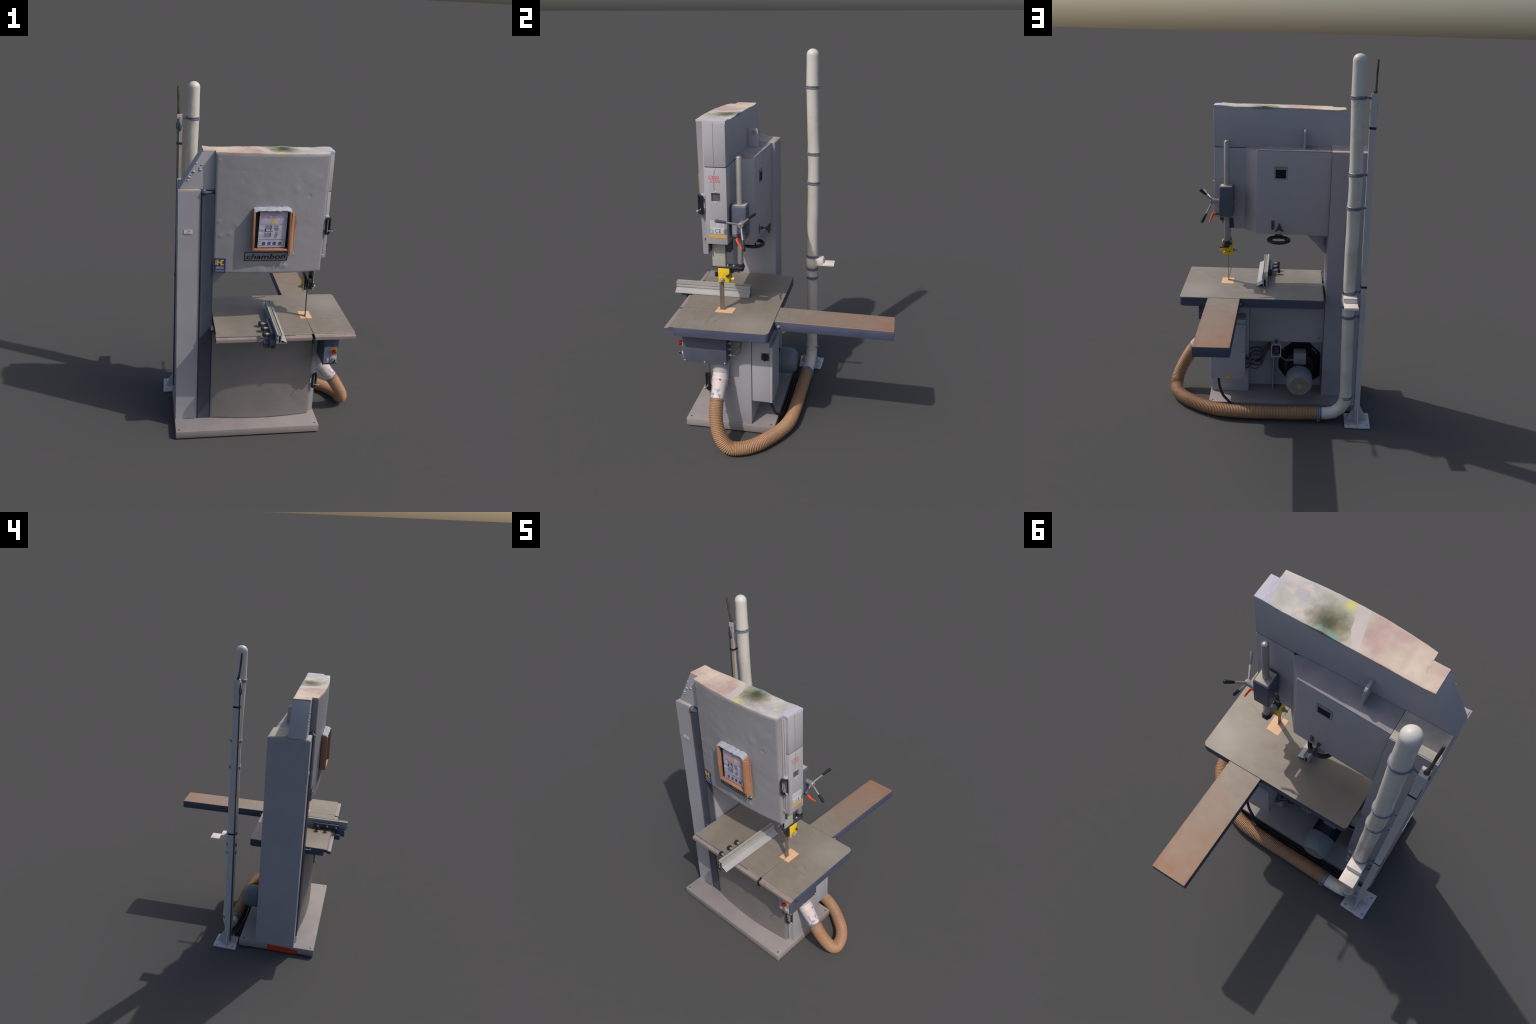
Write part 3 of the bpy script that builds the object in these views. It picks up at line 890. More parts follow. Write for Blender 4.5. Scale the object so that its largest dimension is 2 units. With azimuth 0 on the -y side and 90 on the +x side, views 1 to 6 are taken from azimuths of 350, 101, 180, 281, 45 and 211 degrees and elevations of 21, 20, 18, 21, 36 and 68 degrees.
# gusset under the housing
bm = new()
prism(bm, [(-0.3165, 1.0235), (-0.198, 1.0235), (-0.208, 0.992), (-0.300, 0.898), (-0.3165, 0.886)], 1, -0.246, -0.238, 0.001)
part('gusset', bm, M['paint'], cover)
bm = new(); prism(bm, [(-0.3135, 0.985), (-0.3025, 0.982), (-0.3005, 0.962), (-0.3015, 0.939), (-0.308, 0.929), (-0.3135, 0.927)], 1, -0.2382, -0.2372)
part('gusset_slot_plate', bm, painted('gusset_plate_grey', srgb(120, 120, 124), 0.05), cover)  # thin grey plate on the gusset in place of a cut slot

# ---- blade guide assembly -------------------------------------------------
bm = new(); box(bm, 0.210, 0.288, -0.229, -0.146, 1.113, 1.282, 0.008, 3)
gbox = part('guide_post_housing', bm, M['boxnavy'])
bm = new(); prism(bm, [(0.2175, -0.222), (0.281, -0.222), (0.281, -0.1535), (0.2175, -0.1535)], 2, 1.2812, 1.2832, 0.0006)
part('dusty_lid', bm, M['ledge'], gbox)
bm = new()
turned(bm, (0.249, -0.188, 0.955), (0.250, -0.189, 1.528), [(0, 0.0145), (0.004, 0.015), (0.985, 0.015), (0.994, 0.012), (1, 0.006)], 24)
part('guide_post', bm, M['steel'], gbox)
bm = new(); box(bm, 0.2, 0.2115, -0.196, -0.184, 1.187, 1.199, 0.001)
turned(bm, (0.2, -0.19, 1.193), (0.194, -0.19, 1.193), [(0, 0.006), (1, 0.004)], 12)
part('housing_bolt', bm, M['steel'], gbox)
gm = lambda u, v, h: (0.288 + h, u, v)
bm = new(); patch(bm, gm, -0.219, -0.196, 1.122, 1.19, 0.001)
part('housing_label', bm, painted('scuffed_label', srgb(150, 150, 165), 0.2, 0.5, 0.5, srgb(100, 102, 120), scale=40), gbox)
hub_c = V((0.322, -0.166, 1.197))
bm = new()
turned(bm, (0.2885, -0.166, 1.197), (0.337, -0.166, 1.197), [(0, 0.0135), (0.55, 0.0135), (0.6, 0.0145), (0.92, 0.0145), (1, 0.011)], 24)
hub = part('handle_hub', bm, M['steel'], gbox)
bm = new(); rod(bm, (0.3368, -0.166, 1.197), (0.3378, -0.166, 1.197), 0.003, 10)
part('hub_bolt', bm, M['black'], gbox)
for tip in ((0.383, -0.283, 1.231), (0.383, -0.080, 1.279), (0.383, -0.137, 1.080)):
    t = V(tip); a = hub_c; d = (t - a)
    bm = new(); tube(bm, [a, a + d * 0.66], 0.0052, 12)
    part('handle_rod', bm, M['steel'], gbox)
    bm = new()
    turned(bm, a + d * 0.58, t, [(0, 0.006), (0.05, 0.0068), (0.85, 0.0088), (0.95, 0.0075), (1, 0.004)], 16)
    part('handle_grip', bm, M['black'] if tip[1] > -0.2 else M['boxnavy'], gbox)
bm = new()
rod(bm, (0.285, -0.186, 1.121), (0.312, -0.187, 1.119), 0.0045, 12)
part('lever_stud', bm, M['black'], gbox)
bm = new()
turned(bm, (0.307, -0.187, 1.119), (0.327, -0.187, 1.118), [(0, 0.006), (0.15, 0.0075), (0.85, 0.0075), (1, 0.005)], 14)
tube(bm, [(0.322, -0.187, 1.117), (0.329, -0.182, 1.108), (0.335, -0.17, 1.093), (0.341, -0.157, 1.077)], lambda t: lerp(0.0062, 0.0042, t), 10)
part('clamp_lever', bm, M['orange'], gbox)

# telescopic blade guard: channel open to the front
bm = new()
prism(bm, [(0.270, -0.333), (0.270, -0.264), (0.234, -0.264), (0.234, -0.325), (0.2375, -0.325), (0.2375, -0.2675), (0.2665, -0.2675), (0.2665, -0.333)], 2, 0.949, 1.10, 0.0008)
guard = part('blade_guard', bm, M['guard'])
bm = new(); box(bm, 0.236, 0.268, -0.345, -0.262, 1.08, 1.095); box(bm, 0.266, 0.2765, -0.338, -0.263, 1.076, 1.0885, 0.001)
part('guard_collar', bm, M['guard'], guard)
bm = new(); box(bm, 0.21, 0.262, -0.262, -0.236, 1.026, 1.088, 0.002); box(bm, 0.262, 0.30, -0.345, -0.3385, 1.04, 1.088, 0.001)
part('guard_dark_block', bm, M['hinge'], guard)  # dark blocks filling the space behind and beside the guard
bm = new(); prism(bm, [(0.272, -0.337), (0.272, -0.18), (0.262, -0.168), (0.236, -0.168), (0.226, -0.18), (0.226, -0.27), (0.232, -0.337)], 2, 0.942, 0.9495, 0.001)
gplate = part('guide_bracket', bm, M['darkmetal'], guard)
bm = new()
turned(bm, (0.249, -0.188, 0.935), (0.249, -0.188, 0.966), [(0, 0.018), (0.3, 0.02), (0.7, 0.02), (1, 0.0165)], 20)
box(bm, 0.235, 0.265, -0.245, -0.172, 0.926, 0.943, 0.003)
box(bm, 0.240, 0.258, -0.243, -0.225, 0.91, 0.928, 0.003)
part('guide_collar', bm, M['black'], guard)
bm = new()
for y in (-0.255, -0.222):
    turned(bm, (0.258, y, 0.949), (0.258, y, 0.958), [(0, 0.006), (0.7, 0.006), (1, 0.003)], 12)
part('bracket_bolt', bm, M['steel'], guard)
bm = new()
rod(bm, (0.268, -0.235, 0.915), (0.285, -0.25, 0.905), 0.0055, 12)
rod(bm, (0.285, -0.25, 0.905), (0.290, -0.254, 0.902), 0.0075, 12)
part('adjuster_screw', bm, M['darkmetal'], guard)
bm = new()
box(bm, 0.2755, 0.2805, -0.301, -0.2425, 0.866, 0.942, 0.0008)
box(bm, 0.2195, 0.2235, -0.299, -0.2425, 0.858, 0.942, 0.0008)
box(bm, 0.2235, 0.2755, -0.2475, -0.2425, 0.862, 0.925, 0.0008)
part('guide_housing', bm, M['yellow'], guard)
bm = new(); turned(bm, (0.262, -0.2425, 0.881), (0.262, -0.219, 0.881), [(0, 0.0075), (0.3, 0.0075), (0.35, 0.009), (0.95, 0.009), (1, 0.0075)], 16)
part('thumb_screw', bm, M['yellow'], guard)
bm = new()
for x in (0.236, 0.268):
    turned(bm, (x, -0.2426, 0.882 if x < 0.25 else 0.872), (x, -0.241, 0.882 if x < 0.25 else 0.872), [(0, 0.0045), (1, 0.004)], 12)
part('housing_hole_disc', bm, M['near_black'], guard)  # dark discs on the yellow plate, nothing is drilled
bm = new()
box(bm, 0.2285, 0.2425, -0.296, -0.255, 0.872, 0.938, 0.003)
box(bm, 0.250, 0.272, -0.296, -0.255, 0.872, 0.938, 0.003)
for x in (0.2355, 0.261):
    turned(bm, (x, -0.298, 0.915), (x, -0.285, 0.915), [(0, 0.006), (1, 0.008)], 14)
rod(bm, (0.226, -0.298, 0.876), (0.243, -0.290, 0.876), 0.009, 14)
rod(bm, (0.2505, -0.290, 0.876), (0.272, -0.298, 0.876), 0.009, 14)
part('guide_block', bm, M['darkmetal'], guard)
bm = new()
turned(bm, (0.2805, -0.279, 0.8805), (0.2965, -0.279, 0.8805), [(0, 0.0115), (0.25, 0.0115), (0.3, 0.007), (0.8, 0.007), (1, 0.004)], 16)
turned(bm, (0.2195, -0.279, 0.8805), (0.1935, -0.279, 0.8805), [(0, 0.012), (0.25, 0.012), (0.35, 0.008), (0.8, 0.0065), (1, 0.004)], 16)
part('guide_bolt', bm, M['steel'], guard)
bm = new()
box(bm, 0.262, 0.276, -0.322, -0.301, 0.893, 0.917, 0.003)
for z in (0.896, 0.914):
    turned(bm, (0.276, -0.312, z), (0.280, -0.312, z), [(0, 0.003), (1, 0.002)], 8)
box(bm, 0.2245, 0.232, -0.312, -0.296, 0.90, 0.918, 0.002)
part('guide_roller_bracket', bm, M['black'], guard)
# ---- blade ----------------------------------------------------------------
bm = new()
box(bm, 0.2448, 0.2468, -0.3045, -0.2805, 0.60, 1.12)
zt = 0.66
while zt < 1.0:
    vs = [bm.verts.new((x, y, z)) for x in (0.245, 0.2466) for (y, z) in ((-0.3044, zt), (-0.3072, zt + 0.001), (-0.3044, zt + 0.006))]
    bm.faces.new(vs[:3]); bm.faces.new(vs[3:][::-1])
    for k in range(3):
        bm.faces.new([vs[k], vs[3 + k], vs[3 + (k + 1) % 3], vs[(k + 1) % 3]])
    zt += 0.009
part('saw_blade', bm, M['blade'])

# ---- table ----------------------------------------------------------------
def arc(cx, cy, r, a0, a1, n=8):
    return [(cx + r * math.cos(math.radians(lerp(a0, a1, k / n))), cy + r * math.sin(math.radians(lerp(a0, a1, k / n)))) for k in range(n + 1)]
def table_outline(i, slot=True, front=-0.51):
    p = [(-0.31 + i, front)]
    if slot:
        p += [(0.2448, front), (0.2448, -0.325), (0.2475, -0.325), (0.2475, front)]
    p += [(0.4935 - i, front)]
    p += arc(0.4955 - 0.025 - i, -0.02 - i + 0.003, 0.022, 0, 90)
    p += arc(-0.302 + 0.014 + i, 0.005 - 0.014 - i, 0.014, 90, 180)
    return p
def tilt(v):      # the table drops very slightly to the front left
    return -0.0035 * (-v.y) / 0.5 - 0.001 * (0.5 - v.x) / 0.8
bm = new()
prism(bm, table_outline(0.0, False, -0.488), 2, 0.643, 0.6905, 0.003)
for v in bm.verts: v.co.z += tilt(v.co)
table = part('table', bm, M['navy'])
bm = new()
prism(bm, table_outline(0.0008), 2, 0.689, 0.6945, 0.0008, 1)
for v in bm.verts: v.co.z += tilt(v.co)
part('table_surface', bm, M['table'], table, origin=(0, 0, 0))
# front rail in two lengths, stepped profile
for x0, x1 in ((-0.3125, 0.2365), (0.2525, 0.493)):
    bm = new()
    prism(bm, [(-0.487, 0.69), (-0.5105, 0.69), (-0.5112, 0.6845), (-0.517, 0.682), (-0.5365, 0.6805), (-0.5375, 0.6785), (-0.5365, 0.660), (-0.528, 0.6585), (-0.516, 0.663), (-0.508, 0.669), (-0.487, 0.669)], 0, x0, x1, 0.0006, 1)
    for f in bm.faces:
        c = f.calc_center_median()
        if abs(c.x - x0) < 1e-4 or abs(c.x - x1) < 1e-4:
            f.material_index = 1
    part('table_rail', bm, [M['lip'], M['navy']], table)
bm = new(); prism(bm, [(0.2365, -0.53), (0.244, -0.506), (0.25, -0.506), (0.2525, -0.53), (0.25, -0.5365), (0.238, -0.5365)], 2, 0.64, 0.668, 0.001)
part('rail_gap_pin', bm, M['near_black'], table)
bm = new(); box(bm, 0.2365, 0.2525, -0.51, -0.489, 0.655, 0.684)
part('rail_gap_block', bm, M['near_black'], table)  # dark block filling the space between the two rail lengths
# measuring tape set into the rail
bm = new(); box(bm, -0.308, 0.142, -0.5165, -0.5115, 0.680, 0.6862)
part('measuring_tape', bm, M['galv'], table)
bm = new()
x = -0.306; i = 0
while x < 0.14:
    box(bm, x, x + 0.0016, -0.5163, -0.5163 + (0.0045 if i % 5 == 0 else 0.003), 0.6861, 0.6866)
    x += 0.006; i += 1
part('tape_graduation', bm, M['ink'], table, stuff=True)
# wooden throat insert, split round the blade
bm = new()
for x0, x1, y0, y1 in ((0.2125, 0.2436, -0.3235, -0.2275), (0.248, 0.2825, -0.3245, -0.2295), (0.2436, 0.248, -0.2755, -0.2285)):
    box(bm, x0, x1, y0, y1, 0.689, 0.6932)
part('throat_insert', bm, M['wood'], table)
bm = new(); box(bm, 0.2436, 0.248, -0.324, -0.2755, 0.68, 0.6905)
part('kerf_fill', bm, M['near_black'], table)  # dark block at the floor of the blade slot
bm = new()
for a, b in (((0.33, -0.266), (0.407, -0.303)), ((0.36, -0.35), (0.335, -0.31)), ((0.30, -0.33), (0.42, -0.338))):
    a3, b3 = V((a[0], a[1], 0.6936)), V((b[0], b[1], 0.6932))
    n = (b3 - a3).cross(V((0, 0, 1))).normalized() * 0.0007
    bm.faces.new([bm.verts.new(p) for p in (a3 - n * .3, b3 - n, b3 + n, a3 + n * .3)])
for f in bm.faces: pass
part('surface_scratch', bm, painted('scratch_brown', srgb(118, 104, 92), 0.1), table)
bm = new(); box(bm, -0.04, 0.30, -0.33, -0.14, 0.625, 0.645, 0.004)
part('table_trunnion', bm, M['darkmetal'], table)
bm = new(); box(bm, -0.330, -0.308, -0.40, -0.35, 0.660, 0.680, 0.005)
rod(bm, (-0.33, -0.40, 0.675), (-0.315, -0.40, 0.675), 0.01, 12)
part('table_stop', bm, M['navy'], table)
bm = new(); box(bm, 0.375, 0.395, -0.16, -0.06, 0.59, 0.645, 0.003)
part('table_bracket', bm, M['navy'], table)

# ---- side extension -------------------------------------------------------
def ext(i):
    return [(0.160 + i, 0.0065), (0.337 - i, 0.0065), (0.3455 - i, 0.6155 - i), (0.1685 + i, 0.6155 - i)]
bm = new(); prism(bm, ext(0), 2, 0.642, 0.6905, 0.002)
ex = part('extension_table', bm, M['navy'])
bm = new(); prism(bm, ext(0.001), 2, 0.6895, 0.6935, 0.0008, 1)
part('extension_surface', bm, M['exttable'], ex, origin=(0, 0, 0))
bm = new()
turned(bm, (0.336, 0.028, 0.665), (0.345, 0.028, 0.665), [(0, 0.009), (0.3, 0.009), (0.35, 0.0065), (1, 0.005)], 14)
turned(bm, (0.162, 0.02, 0.667), (0.153, 0.02, 0.667), [(0, 0.008), (0.3, 0.008), (0.35, 0.006), (1, 0.005)], 14)
part('extension_bolt', bm, M['steel'], ex)

# ---- rip fence ------------------------------------------------------------
F0 = (0.6945)
prof = [(0.014, 0.0), (0.0735, 0.0), (0.074, 0.003), (0.066, 0.007), (0.055, 0.0125), (0.0445, 0.0185), (0.0395, 0.0205), (0.0385, 0.026), (0.0435, 0.0275), (0.044, 0.035), (0.0395, 0.0365), (0.039, 0.042), (0.0435, 0.044), (0.044, 0.0575), (0.0412, 0.058), (0.0405, 0.051), (0.037, 0.050), (0.036, 0.0545), (0.025, 0.055), (0.024, 0.0585), (0.0145, 0.0585), (0.0135, 0.054), (0.0205, 0.052), (0.0205, 0.038), (0.0135, 0.036), (0.0135, 0.030), (0.0205, 0.028), (0.0205, 0.012), (0.0135, 0.010)]
bm = new()
A = []; ns = 28
for i in range(ns + 1):
    t = i / ns
    ring = []
    for (x, z) in prof:
        dx = lerp(-0.002, 0.002, t)
        ring.append(bm.verts.new((x + dx, lerp(-0.6165, -0.186, t), F0 + lerp(-0.0025, 0.0, t) + z + 0.0006 * nz((x, t * 3, z), 8, 2))))
    A.append(ring)
npf = len(prof)
for a, b in zip(A, A[1:]):
    for k in range(npf):
        bm.faces.new([a[k], a[(k + 1) % npf], b[(k + 1) % npf], b[k]])
bm.faces.new(A[0]); bm.faces.new(A[-1][::-1])
fence = part('rip_fence', bm, M['aluminium'], angle=25)
for y, s in ((-0.6172, -1), (-0.1853, 1)):
    bm = new()
    ya, yb = sorted((y, y + 0.0012 * s * -1))
    box(bm, 0.0245, 0.034, ya - 0.0002, yb, F0 + 0.002, F0 + 0.044)
    prism(bm, [(0.0395, F0 + 0.002), (0.069, F0 + 0.002), (0.0395, F0 + 0.0165)], 1, ya - 0.0002, yb)
    part('fence_hollow_plate', bm, M['near_black'], fence)  # dark plates on the fence ends stand for its hollow core
bm = new(); box(bm, 0.0265, 0.0345, -0.612, -0.19, F0 + 0.0505, F0 + 0.0556)
part('fence_groove_dust', bm, painted('olive_dust', srgb(150, 146, 112), 0.15, 0.8, scale=25), fence)
bm = new()
box(bm, -0.010, 0.0125, -0.56, -0.388, 0.697, 0.730, 0.003)
box(bm, -0.02, 0.016, -0.60, -0.535, 0.655, 0.70, 0.004)
box(bm, -0.05, 0.012, -0.573, -0.5395, 0.64, 0.678, 0.004)
part('fence_carriage', bm, M['navy'], fence)
bm = new(); box(bm, -0.028, 0.0, -0.56, -0.53, 0.632, 0.645, 0.003)
part('carriage_shoe', bm, M['steel'], fence)
for (x, y, z) in ((-0.05, -0.415, 0.712), (-0.045, -0.478, 0.716), (-0.047, -0.542, 0.713)):
    bm = new()
    turned(bm, (x + 0.045, y, z), (x + 0.006, y, z), [(0, 0.005), (0.5, 0.005), (0.55, 0.008), (1, 0.008)], 12)
    part('knob_stem', bm, M['steel'], fence)
    bm = new()
    turned(bm, (x + 0.009, y, z), (x - 0.008, y, z), [(0, 0.010), (0.2, 0.0145), (0.7, 0.0145), (1, 0.010)], 16)
    part('fence_knob', bm, M['black'], fence)
bm = new()
turned(bm, (-0.004, -0.574, 0.664), (-0.004, -0.602, 0.662), [(0, 0.006), (0.4, 0.006), (0.45, 0.013), (0.85, 0.0135), (1, 0.010)], 16)
part('fence_knob', bm, M['black'], fence)

# ---- control box ----------------------------------------------------------
bm = new()
prism(bm, [(-0.466, 0.455), (-0.232, 0.457), (-0.232, 0.640), (-0.450, 0.640), (-0.468, 0.615)], 0, 0.329, 0.4175, 0.003)
cbox = part('control_box', bm, M['boxnavy'])
pm2 = lambda u, v, h: (u, -0.4665 - h, v)
bm = new(); patch(bm, pm2, 0.334, 0.413, 0.469, 0.575, 0.0015, 0.002)
part('control_panel', bm, painted('panel_grey', srgb(150, 152, 168), 0.06, 0.5), cbox)
bm = new(); patch(bm, pm2, 0.334, 0.384, 0.5755, 0.594, 0.0018, 0.002)
part('panel_label', bm, M['blue'], cbox)
bm = new()
for a, b, v in ((0.340, 0.357, 0.5865), (0.360, 0.377, 0.5865), (0.349, 0.369, 0.579)):
    patch(bm, pm2, a, b, v, v + 0.003, 0.0022)
part('panel_lettering', bm, M['greyink'], cbox)
bm = new()
outline(bm, pm2, 0.339, 0.348, 0.51, 0.545, 0.0012, 0.0018, nu=1)
outline(bm, pm2, 0.350, 0.358, 0.51, 0.545, 0.0012, 0.0018, nu=1)
part('panel_diagram', bm, M['greyink'], cbox)
bm = new(); turned(bm, (0.390, -0.4675, 0.551), (0.390, -0.4735, 0.551), [(0, 0.0205), (0.5, 0.0205), (1, 0.018)], 28)
part('emergency_ring', bm, M['gold'], cbox)
bm = new()
turned(bm, (0.390, -0.473, 0.551), (0.390, -0.4945, 0.549), [(0, 0.008), (0.35, 0.008), (0.4, 0.0125), (0.85, 0.0135), (1, 0.011)], 24)
part('emergency_stop', bm, M['red'], cbox)
bm = new(); box(bm, 0.372, 0.411, -0.471, -0.467, 0.474, 0.512, 0.001)
part('switch_plate', bm, M['guard'], cbox)
bm = new()
turned(bm, (0.391, -0.471, 0.492), (0.391, -0.479, 0.492), [(0, 0.0125), (1, 0.0115)], 20)
part('switch_collar', bm, M['steel'], cbox)
bm = new()
slab(bm, [(0.383, -0.488, 0.484), (0.387, -0.488, 0.481), (0.400, -0.488, 0.499), (0.396, -0.488, 0.503)], 0.009)
bmesh.ops.bevel(bm, geom=bm.edges[:], offset=0.0012, segments=2, affect='EDGES')
part('selector_switch', bm, M['black'], cbox)
bm = new(); turned(bm, (0.356, -0.467, 0.494), (0.356, -0.477, 0.494), [(0, 0.009), (0.4, 0.009), (0.45, 0.007), (1, 0.006)], 18)
part('start_button', bm, M['white'], cbox)
for y, z in ((-0.457, 0.465), (-0.35, 0.463), (-0.241, 0.466), (-0.241, 0.615), (-0.35, 0.622), (-0.453, 0.62)):
    bm = new(); turned(bm, (0.4172, y, z), (0.4215, y, z), [(0, 0.0045), (0.6, 0.0045), (1, 0.002)], 12)
    part('box_screw', bm, M['aluminium'], cbox)
bm = new()
for z in (0.50, 0.535, 0.57):
    turned(bm, (0.385, -0.233, z), (0.385, -0.208, z), [(0, 0.008), (0.45, 0.008), (0.5, 0.0095), (0.9, 0.0085), (1, 0.004)], 12)
part('cable_gland', bm, M['galv'], cbox)
for z, off in ((0.50, 0.0), (0.535, 0.006), (0.57, 0.012)):
    bm = new()
    pts, _ = spline([(0.385, -0.212, z), (0.384, -0.185, z + 0.004), (0.378, -0.165 + off, z + 0.04), (0.368, -0.17 + off, 0.63)], 18)
    tube(bm, pts, 0.0045, 8)
    part('control_cable', bm, M['cable'], cbox)
bm = new(); pts, _ = spline([(0.39, -0.225, 0.622), (0.385, -0.2, 0.632), (0.37, -0.17, 0.645)], 10); tube(bm, pts, 0.004, 8)
part('signal_cable', bm, M['orange'], cbox)

# ---- electrical cabinet ---------------------------------------------------
bm = new(); box(bm, 0.130, 0.322, -0.1185, -0.0235, 0.197, 0.555, 0.003)
ecab = part('electrical_cabinet', bm, M['paint'])
bm = new(); box(bm, 0.1285, 0.3235, -0.0235, -0.006, 0.195, 0.531, 0.003)
part('cabinet_lid', bm, M['paint'], ecab)
bm = new(); box(bm, 0.322, 0.3265, -0.067, -0.0245, 0.453, 0.497, 0.0015)
part('switch_plate', bm, M['boxnavy'], ecab)
bm = new(); turned(bm, (0.3265, -0.045, 0.475), (0.338, -0.045, 0.475), [(0, 0.0195), (0.6, 0.0185), (1, 0.016)], 24)
box(bm, 0.336, 0.345, -0.0485, -0.0415, 0.458, 0.492, 0.0015)
part('isolator_switch', bm, M['black'], ecab)
em = lambda u, v, h: (u, -0.006 + h, v)
for x, z in ((0.142, 0.515), (0.142, 0.365), (0.142, 0.207), (0.312, 0.207), (0.312, 0.515)):
    bm = new(); turned(bm, (x, -0.0062, z), (x, -0.0035, z), [(0, 0.004), (1, 0.003)], 10)
    part('lid_screw', bm, M['galv'], ecab)
bm = new(); bm.faces.new([bm.verts.new(em(u, v, 0.0012)) for u, v in ((0.2115, 0.207), (0.2425, 0.207), (0.227, 0.232))])
patch(bm, em, 0.213, 0.241, 0.1985, 0.2055, 0.0012)
part('warning_label', bm, M['gold'], ecab)
bm = new(); bm.faces.new([bm.verts.new(em(u, v, 0.0018)) for u, v in ((0.229, 0.224), (0.2235, 0.2155), (0.227, 0.2155), (0.225, 0.2095), (0.231, 0.218), (0.2275, 0.218))])
part('warning_mark', bm, M['ink'], ecab)
bm = new()
pts, _ = spline([(0.280, -0.03, 0.197), (0.276, -0.018, 0.15), (0.255, -0.002, 0.095), (0.225, 0.012, 0.066), (0.19, 0.03, 0.035), (0.12, 0.042, 0.014), (-0.05, 0.036, 0.010), (-0.25, 0.034, 0.010), (-0.41, 0.05, 0.010)], 90)
tube(bm, pts, 0.0075, 10)
part('power_cable', bm, M['black'])
bm = new()
pts, _ = spline([(0.2, 0.022, 0.04), (0.05, 0.020, 0.012), (-0.2, 0.018, 0.009), (-0.42, 0.028, 0.009)], 50)
tube(bm, pts, 0.007, 8)
part('power_cable', bm, M['black'])
# bundle of cables in the motor bay
rng = random.Random(4)
for k in range(6):
    bm = new()
    z0 = 0.232 + 0.013 * k
    c = V((0.078 - 0.008 * rng.random(), -0.115 - 0.012 * k, 0.262 + 0.02 * rng.random()))
    r = 0.030 + 0.014 * rng.random()
    path = [(0.129, -0.075 - 0.004 * k, z0), (0.112, -0.085, z0 - 0.004)]
    if k % 2 == 0:
        path += [tuple(c + V((r * math.cos(a) * 1.2, 0.008 * math.sin(2 * a), r * math.sin(a)))) for a in [math.radians(d) for d in (-60, -110, -170, -230, -290, -340)]]
        path += [(0.126, -0.14, z0 + 0.02)]
    else:
        path += [(0.075, -0.13, z0 - 0.03 - 0.02 * rng.random()), (0.035, -0.15, z0 - 0.025), (0.02, -0.175, z0 + 0.02), (0.0, -0.19, 0.30 + 0.006 * k), (-0.03, -0.20, 0.32 + 0.003 * k)]
    pts, _ = spline(path, 44)
    tube(bm, pts, 0.0042, 8)
    part('bay_cable', bm, M['cable'] if k % 2 else M['darkmetal'], ecab)

# ---- motor bay ------------------------------------------------------------
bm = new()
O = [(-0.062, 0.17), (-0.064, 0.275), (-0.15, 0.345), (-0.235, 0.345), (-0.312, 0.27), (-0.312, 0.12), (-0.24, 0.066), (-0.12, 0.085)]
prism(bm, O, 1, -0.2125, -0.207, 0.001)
motor = part('motor', bm, M['near_black'])
motor.name = 'motor'
mc = V((-0.1825, 0, 0.187))
bm = new()
turned(bm, mc + V((0, -0.207, 0)), mc + V((0, -0.185, 0)), [(0, 0.088), (0.5, 0.086), (1, 0.074)], 36)
turned(bm, mc + V((0, -0.185, 0)), mc + V((0, -0.03, 0)), [(0, 0.058), (1, 0.058)], 36)
part('motor_body', bm, M['darkmetal'], motor)
bm = new()
nf = 36
for k in range(nf):
    a = 2 * math.pi * k / nf
    if 60 < math.degrees(a) < 120:
        continue
    d = V((math.cos(a), 0, math.sin(a))); s = V((-math.sin(a), 0, math.cos(a))) * 0.0014
    q = [mc + d * 0.055, mc + d * 0.070]
    vs = []
    for yy in (-0.18, -0.045):
        for p, sg in ((q[0], -1), (q[1], -1), (q[1], 1), (q[0], 1)):
            vs.append(bm.verts.new(p + s * sg + V((0, yy, 0))))
    for f in ((0, 1, 2, 3), (7, 6, 5, 4), (0, 4, 5, 1), (1, 5, 6, 2), (2, 6, 7, 3), (3, 7, 4, 0)):
        bm.faces.new([vs[i] for i in f])
part('cooling_fins', bm, M['darkmetal'], motor, stuff=True)
bm = new()
turned(bm, mc + V((0, -0.055, 0)), mc + V((0, 0.0455, 0)), [(0, 0.074), (0.03, 0.077), (0.55, 0.077), (0.72, 0.0755), (0.86, 0.070), (0.96, 0.062), (1, 0.059)], 44)
part('fan_cowl', bm, M['motor'], motor)
bm = new()
turned(bm, mc + V((0, 0.0455, 0)), mc + V((0, 0.0468, 0)), [(0, 0.0585), (1, 0.058)], 44)
part('fan_grille', bm, painted('grille_tan', srgb(150, 146, 128), 0.1, 0.5), motor)
bm = new()
st = 0.0092
for i in range(-7, 8):
    for j in range(-7, 8):
        a, b = i * st, j * st
        u, v = (a - b) * 0.707, (a + b) * 0.707
        if u * u + v * v < 0.054 ** 2 and max(abs(i), abs(j)) > 1:
            h = 0.0031
            c = mc + V((u, 0.0471, v))
            bm.faces.new([bm.verts.new(c + V(p)) for p in ((h, 0, 0), (0, 0, h), (-h, 0, 0), (0, 0, -h))])
part('grille_hole_marks', bm, M['near_black'], motor, stuff=True)  # dark diamonds laid over the grille, nothing is pierced
bm = new(); box(bm, -0.222, -0.149, -0.180, -0.108, 0.240, 0.315, 0.006)
box(bm, -0.220, -0.151, -0.176, -0.1065, 0.258, 0.264)
part('terminal_box', bm, M['ledge2'], motor)
bm = new(); turned(bm, (-0.149, -0.13, 0.262), (-0.124, -0.128, 0.260), [(0, 0.009), (0.5, 0.009), (0.55, 0.007), (1, 0.006)], 12)
pts, _ = spline([(-0.126, -0.128, 0.260), (-0.10, -0.124, 0.264), (-0.075, -0.12, 0.285), (-0.05, -0.16, 0.31)], 16)
tube(bm, pts, 0.005, 8)
part('motor_cable', bm, M['cable'], motor)
bm = new()
